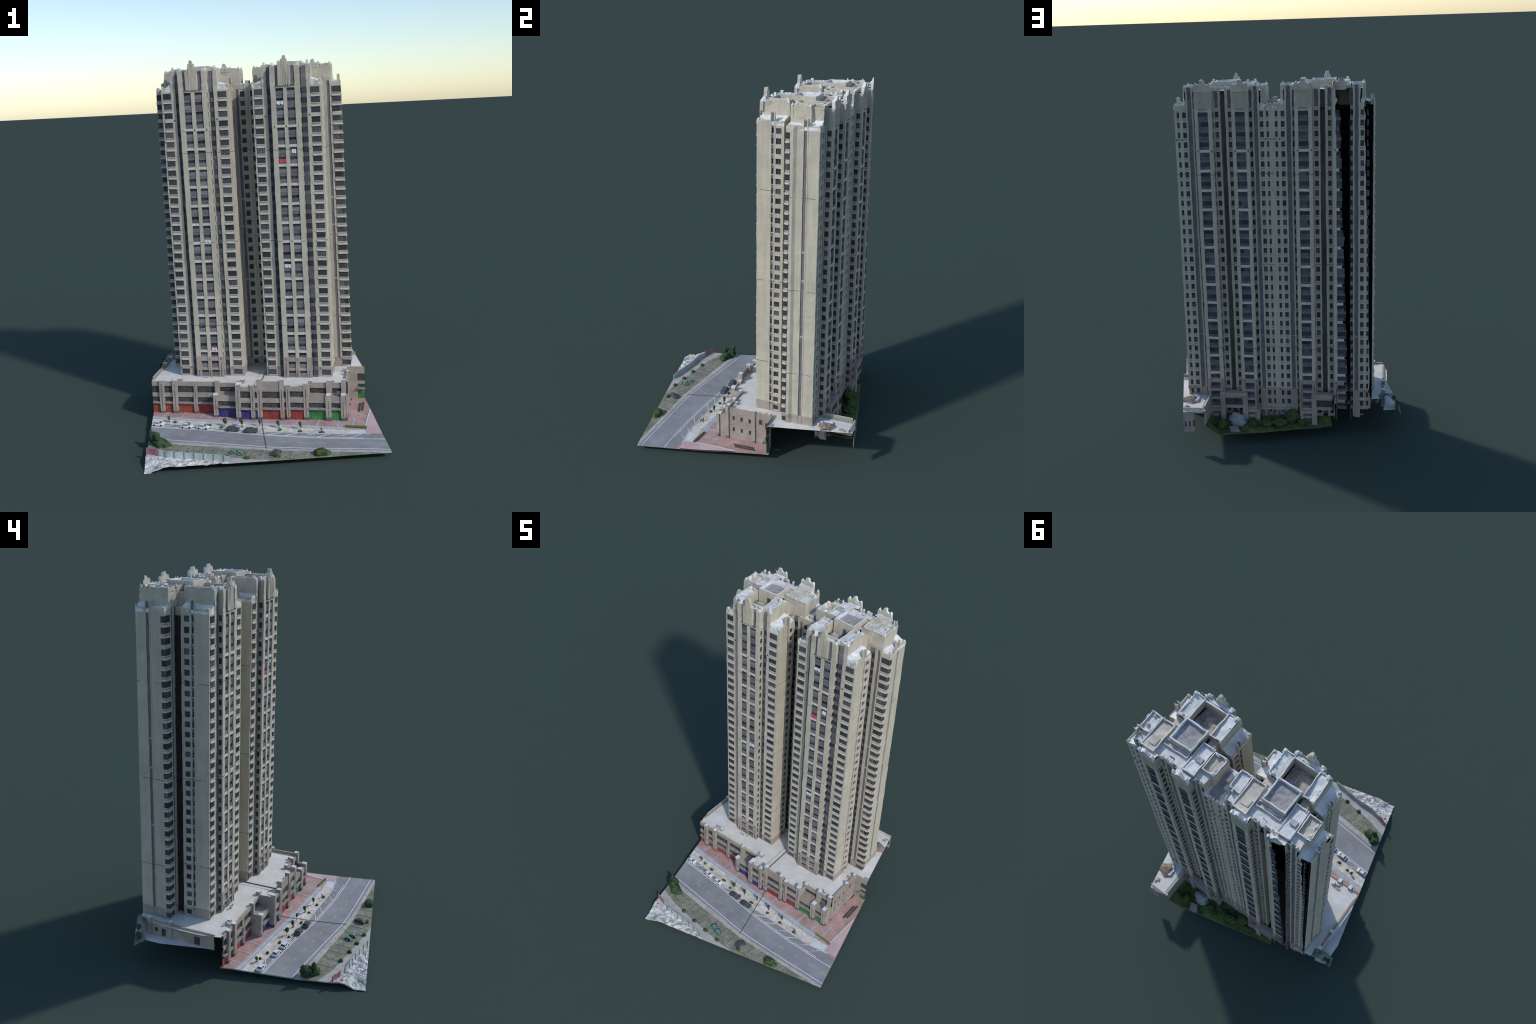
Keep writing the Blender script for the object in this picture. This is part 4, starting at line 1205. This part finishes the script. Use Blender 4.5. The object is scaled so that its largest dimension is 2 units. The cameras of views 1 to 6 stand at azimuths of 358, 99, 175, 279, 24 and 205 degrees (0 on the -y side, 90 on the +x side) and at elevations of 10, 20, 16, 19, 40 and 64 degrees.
c_strip0 = curve([(-0.61, 0.031), (-0.199, -0.1), (0.165, -0.219), (0.43, -0.294)])
c_strip1 = curve([(-0.61, 0.068), (-0.219, -0.06), (0.145, -0.176), (0.43, -0.258)])

def ground(x, y):
    z = 0.030 + 0.012 * sstep(-0.35, 0.05, y) + 0.002 * sstep(0.0, 0.6, x) - 0.005 * sstep(-0.2, -0.6, x) * sstep(0.12, -0.1, y) * sstep(-0.5, -0.2, y)
    d = c_fence(x) - y
    if d > -0.02:
        z += 0.006 * sstep(-0.02, 0.02, d) * (0.5 + noise.noise(Vector((x * 30, y * 30, 0)))) + 0.004 * noise.noise(Vector((x * 70, y * 70, 3))) * sstep(0, .02, d)
        z -= 0.033 * sstep(-0.50, -0.61, x) * sstep(-0.49, -0.57, y)
    z += 0.0012 * noise.noise(Vector((x * 9, y * 9, 5)))
    return max(0.0015, z)

street = bpy.data.objects.new("street", None)
bpy.context.scene.collection.objects.link(street)
street.parent = root

def ribbon(name, lo, hi, mat, x0=-HALF, x1=HALF, nx=90, ny=4, lift=0.0, thick=0.006, grain=0.0):
    """strip of ground between two curves, with thickness"""
    v, f = [], []
    idx = {}
    def vert(x, y, top, key):
        if key not in idx:
            z = ground(x, y) + lift
            if grain and top:
                z += grain * noise.noise(Vector((x * 160, y * 160, 9)))
            idx[key] = len(v)
            v.append((x, y, z if top else max(0.0, z - thick)))
        return idx[key]
    grid = []
    for i in range(nx + 1):
        x = x0 + (x1 - x0) * i / nx
        a, b = max(-HALF, min(HALF, lo(x))), max(-HALF, min(HALF, hi(x)))
        grid.append([(x, a + (b - a) * j / ny) for j in range(ny + 1)] if b - a > 1e-4 else None)
    for i in range(nx):
        if not grid[i] or not grid[i + 1]:
            continue
        for j in range(ny):
            k = [(i, j), (i + 1, j), (i + 1, j + 1), (i, j + 1)]
            f.append([vert(*grid[p][q], True, (p, q, 1)) for p, q in k])
            f.append([vert(*grid[p][q], False, (p, q, 0)) for p, q in reversed(k)])
            for (p, q), (r, s), edge in ((k[0], k[1], j == 0), (k[2], k[3], j == ny - 1), (k[1], k[2], i == nx - 1 or not grid[min(i + 2, nx)]), (k[3], k[0], i == 0 or not grid[i - 1])):
                if edge:
                    f.append([vert(*grid[p][q], False, (p, q, 0)), vert(*grid[r][s], False, (r, s, 0)), vert(*grid[r][s], True, (r, s, 1)), vert(*grid[p][q], True, (p, q, 1))])
    return mesh_object(name, v, f, [mat], street)

edge = lambda y: (lambda x: y)
ribbon("rubble_ground", edge(-HALF), lambda x: c_fence(x), "rubble_white", -HALF, -0.17, 80, 18, grain=0.004)
ribbon("footpath", lambda x: c_fence(x), c_foot, "footpath_stone", -HALF, 0.02)
ribbon("parking_lawn", lambda x: c_foot(x), c_lawn, "parking_lawn", grain=0.0015, ny=8, nx=150)
ribbon("dirt_shoulder", c_lawn, c_dirt, "dry_soil", grain=0.001)
ribbon("road", c_dirt, c_line3, "asphalt")
ribbon("parking_bay", c_line3, c_kerb, "parking_asphalt")
XR = 0.43
ribbon("tree_verge", c_kerb, c_strip0, "pale_verge_paving", -HALF, XR, grain=0.0012, ny=8, nx=120)
ribbon("stone_kerb_walk", c_strip0, c_strip1, "grey_paving", -HALF, XR)
shopfront = lambda x: -0.205 * x + 0.02 if x < -0.22 else (-0.225 * x - 0.058)
ribbon("red_pavement", c_strip1, lambda x: shopfront(x), "red_paving", -HALF, XR, ny=6)
c_white = curve([(0.43, -0.290), (0.54, -0.312), (0.61, -0.325)])
c_side = lambda x: -0.287 + (x - 0.543) * 3.5
ribbon("white_corner_slab", c_kerb, lambda x: min(c_white(x), -0.312 + 9 * (0.548 - x)), "white_concrete", XR, 0.556, 24)
ribbon("side_pavement", lambda x: min(c_white(x), -0.312 + 9 * (0.548 - x)) if x < 0.556 else c_kerb(x), lambda x: min(0.142, (x - 0.43) * 2.9 - 0.17), "red_paving", XR, HALF, 40, 10)
ribbon("pale_side_pavement", lambda x: max(c_kerb(x) + .004, -0.362), lambda x: c_side(x), "pale_red_paving", 0.532, HALF, 30, 6, lift=0.0012)

def line(name, pts, w, mat, lift=0.0011, n=24, parent=None):
    """painted line following the ground"""
    path = []
    for i in range(len(pts) - 1):
        (x0, y0), (x1, y1) = pts[i], pts[i + 1]
        path += [(x0 + (x1 - x0) * t / n, y0 + (y1 - y0) * t / n) for t in range(n)]
    path.append(pts[-1])
    v, f = [], []
    for i, (x, y) in enumerate(path):
        xa, ya = path[max(i - 1, 0)]
        xb, yb = path[min(i + 1, len(path) - 1)]
        d = Vector((xb - xa, yb - ya)).normalized()
        for s in (-1, 1):
            px, py = x - d.y * s * w / 2, y + d.x * s * w / 2
            px, py = max(-HALF, min(HALF, px)), max(-HALF, min(HALF, py))
            v.append((px, py, ground(px, py) + lift))
        if i:
            k = 2 * i
            f.append((k - 2, k, k + 1, k - 1))
    n0 = len(v)
    v += [(x, y, z - 0.0009) for x, y, z in v]
    f += [tuple(i + n0 for i in reversed(q)) for q in f]
    m = len(path)
    for i in range(m - 1):
        f.append((2 * i, 2 * i + n0, 2 * i + 2 + n0, 2 * i + 2))
        f.append((2 * i + 1, 2 * i + 3, 2 * i + 3 + n0, 2 * i + 1 + n0))
    return mesh_object(name, v, f, [mat], parent or street)

def follow(c, x0, x1, k=30, off=0.0):
    return [(x0 + (x1 - x0) * i / k, c(x0 + (x1 - x0) * i / k) + off) for i in range(k + 1)]

line("road_edge_line", follow(c_line1, -HALF, HALF), 0.0042, "road_paint_white", n=3)
line("road_edge_line", follow(c_line3, -HALF, HALF), 0.0042, "road_paint_white", n=3)
line("road_edge_line", follow(c_line3, -HALF, 0.50, off=0.011), 0.0028, "road_paint_white", n=3)
for x in (-0.531, -0.430, -0.331, -0.231, -0.128, -0.026, 0.078, 0.181, 0.283, 0.390, 0.496, 0.592):
    line("centre_dash", follow(c_dash, x - 0.018, min(x + 0.018, HALF), 4), 0.0040, "road_paint_yellow", n=2)
for i in range(13):
    x = -0.565 + i * 0.083
    x2 = x + 0.078 - 0.002 * i * 0.3
    p, q = (x, c_line3(x) + 0.010), (x2, c_kerb(x2) - 0.004)
    line("bay_line", [p, q], 0.0036, "road_paint_white", n=8)
    if i in (9, 11, 12):
        t = lambda s: (p[0] + (q[0] - p[0]) * s, p[1] + (q[1] - p[1]) * s)
        line("tinted_paint", [t(.1), t(.45)], 0.0038, "paint_magenta", 0.0014, 4)
        line("tinted_paint", [t(.55), t(.7)], 0.0038, "paint_green" if i != 11 else "paint_magenta", 0.0014, 3)
line("kerb_line", follow(c_kerb, -HALF, 0.53), 0.0030, "white_concrete", 0.0018, n=3)
# arrow circle scuff on the road
for k in range(7):
    an = k * 0.8
    line("tyre_scuff", [(0.085 + 0.026 * math.cos(an), -0.370 + 0.016 * math.sin(an)), (0.085 + 0.024 * math.cos(an + .7), -0.370 + 0.016 * math.sin(an + .7))], 0.0022, "grey_paving", n=4)
# straight seam across the street
line("pavement_seam", [(-0.004, -0.086), (-0.003, -0.25), (-0.001, -0.47)], 0.0030, "seam_dark", 0.0022, n=12)
# grey bands across the red pavement
for x in (-0.55, -0.45, -0.345, -0.24, -0.14, -0.035, 0.07, 0.175, 0.285, 0.39, 0.468):
    y0 = c_strip1(min(x, XR))
    y1 = shopfront(x) + 0.0
    line("paving_band", [(x, y0), (x + 0.22 * (y1 - y0) + 0.012, y1)], 0.009, "grey_paving", n=6)
line("paving_band", [(0.535, -0.292), (0.607, -0.049)], 0.0075, "white_concrete", 0.0026, n=10)
line("paving_band", follow(lambda x: c_strip1(x) - 0.017, -HALF, XR), 0.0022, "road_paint_white", n=3)
# lawn parking lines
for i in range(13):
    x = -0.520 + i * 0.073
    y1, y0 = c_lawn(x) - 0.004, max(c_foot(x - .028) + 0.004, -HALF)
    if y1 - y0 > 0.02:
        line("lawn_line", [(x, y1), (x - 0.028, max(y0, -0.609))], 0.0036, "lawn_line", 0.0022, n=6)
# two thin raised cover by the side wall
dark_strips = mesh_object("dark_strip", [], [], ["seam_dark"], street)
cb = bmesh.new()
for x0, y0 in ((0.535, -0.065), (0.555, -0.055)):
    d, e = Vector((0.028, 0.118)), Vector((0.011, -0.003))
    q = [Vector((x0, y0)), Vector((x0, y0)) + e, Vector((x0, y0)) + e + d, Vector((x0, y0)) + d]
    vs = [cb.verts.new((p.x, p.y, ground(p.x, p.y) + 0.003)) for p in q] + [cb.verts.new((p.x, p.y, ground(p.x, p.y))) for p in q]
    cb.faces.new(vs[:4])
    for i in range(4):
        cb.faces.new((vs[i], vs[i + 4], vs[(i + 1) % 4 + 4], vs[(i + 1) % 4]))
cb.to_mesh(dark_strips.data)
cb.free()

# ------------------------------------------------------------------ fence
v, f, fm = [], [], []
fpts = follow(c_fence, -HALF, -0.186, 26)
nr = random.Random(11)
lean = [0.004 * noise.noise(Vector((i * 0.6, 0, 0))) for i in range(len(fpts))]
for i, (x, y) in enumerate(fpts):
    z = ground(x, max(y, -0.609))
    h = 0.033 + 0.006 * noise.noise(Vector((i * 0.7, 4, 0)))
    for dy in (0.0, -0.003):
        v.append((x, max(-HALF, y + dy), z - 0.002))
        v.append((x + lean[i], max(-HALF, y + dy + lean[i]), z + h))
for i in range(len(fpts) - 1):
    k = 4 * i
    for q in ((k, k + 4, k + 5, k + 1), (k + 2, k + 3, k + 7, k + 6), (k + 1, k + 5, k + 7, k + 3)):
        f.append(q)
        fm.append(1 if i < 4 else 0)
f.append((0, 1, 3, 2)); fm.append(1)
k = 4 * (len(fpts) - 1)
f.append((k, k + 2, k + 3, k + 1)); fm.append(0)
fence = mesh_object("site_fence", v, f, ["fence_panel", "fence_panel_red"], root, fm)
post_mesh = None
for i in range(0, len(fpts), 3):
    x, y = fpts[i]
    if post_mesh is None:
        bmp = bmesh.new()
        bmesh.ops.create_cube(bmp, size=1.0, matrix=Matrix.Translation((0, 0, .017)) @ Matrix.Diagonal((.0028, .0028, .036, 1)))
        post_mesh = bpy.data.meshes.new("fence_post")
        bmp.to_mesh(post_mesh)
        bmp.free()
        post_mesh.materials.append(MATS["fence_post"])
    ob = bpy.data.objects.new("fence_post", post_mesh)
    bpy.context.scene.collection.objects.link(ob)
    ob.parent = fence
    ob.location = (min(max(x, -HALF + .002), .6), max(y - 0.0045, -HALF + 0.002), ground(x, max(y, -.609)))

# ------------------------------------------------------------------ plants
def blob(bm, c, r, seed, squash=1.0, sub=2, rough=0.35, clip=True):
    res = bmesh.ops.create_icosphere(bm, subdivisions=sub, radius=1.0)
    for vv in res["verts"]:
        n = noise.noise(vv.co * 2.3 + Vector((seed, seed * 1.7, 0))) + 0.5 * noise.noise(vv.co * 5.1 + Vector((0, seed, 3)))
        p = vv.co * (1 + rough * n)
        q = Vector((c[0] + p.x * r[0], c[1] + p.y * r[1], c[2] + p.z * r[2]))
        if clip:
            q.x, q.y, q.z = max(-HALF, min(HALF, q.x)), max(-HALF, min(HALF, q.y)), max(0.003, q.z)
        vv.co = q

def plant(name, blobs, mat, parent, seed=0, trunk=None, sub=2, rough=0.4):
    bm = bmesh.new()
    for i, (c, r) in enumerate(blobs):
        blob(bm, c, r, seed + i * 3.1, sub=sub, rough=rough)
    nleaf = len(bm.faces)
    if trunk:
        (x, y, z), h, rad = trunk
        bmesh.ops.create_cone(bm, segments=7, radius1=rad, radius2=rad * 0.7, depth=h, cap_ends=True, matrix=Matrix.Translation((x, y, z + h / 2)))
    bm.faces.ensure_lookup_table()
    for i, fc in enumerate(bm.faces):
        fc.material_index = 0 if i < nleaf else 1
        fc.smooth = i < nleaf
    me = bpy.data.meshes.new(name)
    bm.to_mesh(me)
    bm.free()
    me.materials.append(MATS[mat])
    me.materials.append(MATS["tree_bark"])
    ob = bpy.data.objects.new(name, me)
    bpy.context.scene.collection.objects.link(ob)
    ob.parent = parent
    return ob

garden = bpy.data.objects.new("planting", None)
bpy.context.scene.collection.objects.link(garden)
garden.parent = root
# street trees on the verge
for i, (x, y, h, w) in enumerate(((-0.516, -0.030, .034, .010), (-0.206, -0.149, .048, .016), (-0.117, -0.170, .050, .013), (-0.020, -0.182, .044, .008), (0.078, -0.215, .044, .012), (0.193, -0.255, .046, .010), (0.300, -0.297, .022, .005))):
    z = ground(x, y)
    plant("street_tree", [((x, y, z + h * 0.78), (w * .75, w * .75, h * .26)), ((x + .003, y, z + h * 0.55), (w * .55, w * .55, h * .2))], "tree_leaves", garden, i * 5, ((x, y, z - .001), h * .6, .0022), 2)
    if i % 2 == 0:
        plant("tree_stake_cover", [((x + .012, y - .006, z + h * .2), (.007, .005, h * .24))], "pale_verge_paving", garden, i * 7, None, 2)
for i, (x, y) in enumerate(((-0.48, -0.045), (-0.414, -0.074), (-0.294, -0.123), (-0.225, -0.165), (-0.14, -0.198), (-0.045, -0.212), (0.085, -0.243), (0.19, -0.278), (0.302, -0.309))):
    z = ground(x, y)
    plant("low_shrub", [((x, y, z + .003), (.010 + .003 * (i % 3), .008, .007))], "shrub_leaves", garden, 40 + i * 3)
# small shrubs on the far verge
for i, (x, y) in enumerate(((-0.544, -0.360), (-0.401, -0.468), (-0.303, -0.508), (-0.203, -0.542), (-0.103, -0.577), (0.05, -0.585))):
    plant("low_shrub", [((x, y, ground(x, y) + .004), (.015, .012, .009))], "shrub_leaves", garden, 80 + i * 3)
# thick bushes on the street corners
plant("corner_bush", [((-0.575, -0.300, 0.055), (.028, .030, .030)), ((-0.548, -0.330, 0.045), (.035, .032, .022)), ((-0.595, -0.285, 0.075), (.010, .010, .026)), ((-0.560, -0.338, 0.082), (.014, .013, .022)), ((-0.52, -0.345, .036), (.03, .024, .014))], "tree_leaves", garden, 3, None, 3, .5)
plant("corner_bush", [((0.262, -0.585, 0.040), (.034, .026, .022)), ((0.290, -0.592, 0.038), (.020, .018, .016))], "shrub_leaves", garden, 9, None, 3, .4)
# hedge by the side pavement
hv = []
hb = bmesh.new()
for i in range(16):
    t = i / 15
    blob(hb, (0.436 + 0.102 * t, -0.262 - 0.034 * t, 0.041), (.006, .0055, .0075), i * 2.0, sub=1, rough=.3)
hm = bpy.data.meshes.new("clipped_hedge")
hb.to_mesh(hm)
hb.free()
hm.materials.append(MATS["hedge_leaves"])
ho = bpy.data.objects.new("clipped_hedge", hm)
bpy.context.scene.collection.objects.link(ho)
ho.parent = garden

# back garden: sloping bank cut by the site edge
v, f = [], []
NX, NY = 70, 14
def back_edge(x):          # line of the back walls, world y
    return (0.500 + x * 0.0) / CT + x * ST / CT - 0.008
for i in range(NX + 1):
    x = -0.215 + (0.490 + 0.215) * i / NX
    y0 = back_edge(x)
    for j in range(NY + 1):
        y = y0 + (HALF - y0) * j / NY
        t = (y - y0) / (HALF - y0)
        edgez = 0.068 + 0.060 * sstep(0.41, 0.50, x) + 0.006 * sstep(-.1, -.2, x)
        z = edgez + (0.030 * (1 - t) ** 1.5) + 0.010 * noise.noise(Vector((x * 22, y * 22, 1))) * (1 - t * .6)
        v.append((x, y, max(0.02, z)))
for i in range(NX):
    for j in range(NY):
        k = i * (NY + 1) + j
        f.append((k, k + NY + 1, k + NY + 2, k + 1))
n0 = len(v)
v += [(x, y, z - 0.006) for x, y, z in v]
f += [tuple(q + n0 for q in reversed(c)) for c in f]
for i in range(NX):
    k = i * (NY + 1) + NY
    f.append((k, k + NY + 1, k + NY + 1 + n0, k + n0))
gard = mesh_object("garden_bank", v, f, ["garden_earth"], garden, smooth=True)
plant("garden_bush", [((0.0, 0.545, .112), (.040, .030, .040)), ((0.075, 0.560, .094), (.045, .028, .020)), ((-0.05, 0.570, .088), (.030, .022, .016)), ((0.14, 0.548, .090), (.035, .028, .018)),
                      ((0.225, 0.545, .088), (.025, .028, .016)), ((0.40, 0.545, .102), (.025, .035, .022))], "shrub_leaves", garden, 21, None, 3, .5)
plant("tarpaulin_heap", [((0.312, 0.500, .100), (.045, .035, .040)), ((0.30, 0.520, .085), (.045, .030, .022))], "tarpaulin", garden, 51, None, 3, .35)
gp = Builder()
gp.quad("garden_path", (0.315, 0.560, 0.090), (0.360, 0.560, 0.090), (0.350, 0.6095, 0.0755), (0.300, 0.6095, 0.0745))
gp.quad("garden_path", (0.315, 0.560, 0.080), (0.360, 0.560, 0.080), (0.350, 0.6095, 0.0655), (0.300, 0.6095, 0.0645))
finish("garden_path", gp.parts["garden_path"], "garden_path", garden, place=world_xy, wob=None, stuff=False)
# bush at the north-west corner
v, f = [], []
for i in range(19):
    x = -0.61 + 0.145 * i / 18
    t = i / 18
    top = 0.112 + 0.138 * math.sin(min(1.0, t * 1.45) * math.pi / 2) - 0.055 * sstep(0.65, 1.0, t)
    for j in range(7):
        y = 0.555 + 0.055 * j / 6
        u = j / 6
        z = (0.215 * (1 - t * .0) if x > -0.585 else 0.150) * (1 - u) + top * u + 0.008 * noise.noise(Vector((x * 60, y * 60, 2)))
        v.append((x, y, z))
n0 = len(v)
v += [(x, y, z - 0.006) for x, y, z in v]
for i in range(18):
    for j in range(6):
        k = i * 7 + j
        f.append((k, k + 7, k + 8, k + 1))
        f.append((k + n0 + 1, k + n0 + 8, k + n0 + 7, k + n0))
    k = i * 7 + 6
    f.append((k, k + 7, k + 7 + n0, k + n0))
    f.append((i * 7, i * 7 + n0, i * 7 + 7 + n0, i * 7 + 7))
for j in range(6):
    f.append((j, j + 1, j + 1 + n0, j + n0))
    f.append((126 + j, 126 + j + n0, 127 + j + n0, 127 + j))
mesh_object("overgrown_bank", v, f, ["overgrown_bank"], garden, smooth=True)
plant("low_shrub", [((-0.592, 0.590, .165), (.010, .014, .022)), ((-0.572, 0.594, .205), (.012, .012, .016))], "tree_leaves", garden, 61, None, 3, .4)

# ------------------------------------------------------------------ cars
def car(x, y, ang, paint, s=1.0):
    """hatchback: body shell from a side profile, glass band, four wheels"""
    L, Wd = 0.066 * s, 0.028 * s
    prof = [(-0.5, .10), (-0.5, .34), (-0.46, .42), (-0.40, .45), (-0.27, .72), (0.10, .74), (0.27, .48), (0.44, .42), (0.5, .32), (0.5, .10)]
    hgt = 0.030 * s
    bm = bmesh.new()
    def shell(points, w0, w1, zsplit, mi):
        lo = []
        for sgn in (-1, 1):
            lo.append([bm.verts.new((px * L, sgn * (w0 if pz < zsplit else w1) * Wd / 2, pz * hgt)) for px, pz in points])
        n = len(points)
        fs = [bm.faces.new(lo[1]), bm.faces.new(list(reversed(lo[0])))]
        for i in range(n):
            j = (i + 1) % n
            fs.append(bm.faces.new((lo[0][i], lo[0][j], lo[1][j], lo[1][i])))
        for fc in fs:
            fc.material_index = mi
    shell(prof, 1.0, 0.80, 0.6, 0)
    # side glass and screens sit just proud of the shell
    shell([(-0.355, .50), (-0.265, .685), (0.08, .70), (0.215, .50)], 1.01, 0.86, 0.6, 1)
    for p in (((0.115, .725), (0.262, .50)), ((-0.29, .70), (-0.395, .475))):
        (ax, az), (bx_, bz) = p
        sgn = 1 if ax > 0 else -1
        vs = [bm.verts.new((ax * L + sgn * .0008, -Wd * .36, az * hgt + .0006)), bm.verts.new((ax * L + sgn * .0008, Wd * .36, az * hgt + .0006)), bm.verts.new((bx_ * L + sgn * .0008, Wd * .42, bz * hgt + .0006)), bm.verts.new((bx_ * L + sgn * .0008, -Wd * .42, bz * hgt + .0006))]
        bm.faces.new(vs).material_index = 1
    me = bpy.data.meshes.new("car")
    bmesh.ops.recalc_face_normals(bm, faces=bm.faces[:])
    bm.to_mesh(me)
    bm.free()
    me.materials.append(MATS[paint])
    me.materials.append(MATS["car_glass"])
    ob = bpy.data.objects.new("parked_car", me)
    bpy.context.scene.collection.objects.link(ob)
    ob.parent = root
    ob.location = (x, y, ground(x, y) + 0.0015)
    ob.rotation_euler = (0, 0, ang)
    wm = bpy.data.meshes.get("wheel")
    if wm is None:
        bw = bmesh.new()
        bmesh.ops.create_cone(bw, segments=16, radius1=.0052, radius2=.0052, depth=.005, cap_ends=True, matrix=Matrix.Rotation(math.pi / 2, 4, "X"))
        wm = bpy.data.meshes.new("wheel")
        bw.to_mesh(wm)
        bw.free()
        wm.materials.append(MATS["car_tyre"])
    for wx in (-0.31, 0.31):
        for wy in (-0.44, 0.44):
            w = bpy.data.objects.new("wheel", wm)
            bpy.context.scene.collection.objects.link(w)
            w.parent = ob
            w.location = (wx * L, wy * Wd, 0.0046)
    return ob
car(-0.572, -0.066, -0.30, "car_paint_white")
car(-0.414, -0.122, -0.32, "car_paint_white")
car(-0.326, -0.154, -0.30, "car_paint_white")
car(-0.166, -0.212, -0.22, "car_paint_dark", 1.1)
car(-0.070, -0.245, -0.18, "car_paint_dark", 1.12)
car(0.043, -0.545, 1.05, "car_paint_dark", 1.0)
car(-0.168, -0.492, 0.95, "car_paint_green", 0.66)
car(-0.131, -0.516, 0.95, "car_paint_green", 0.66)
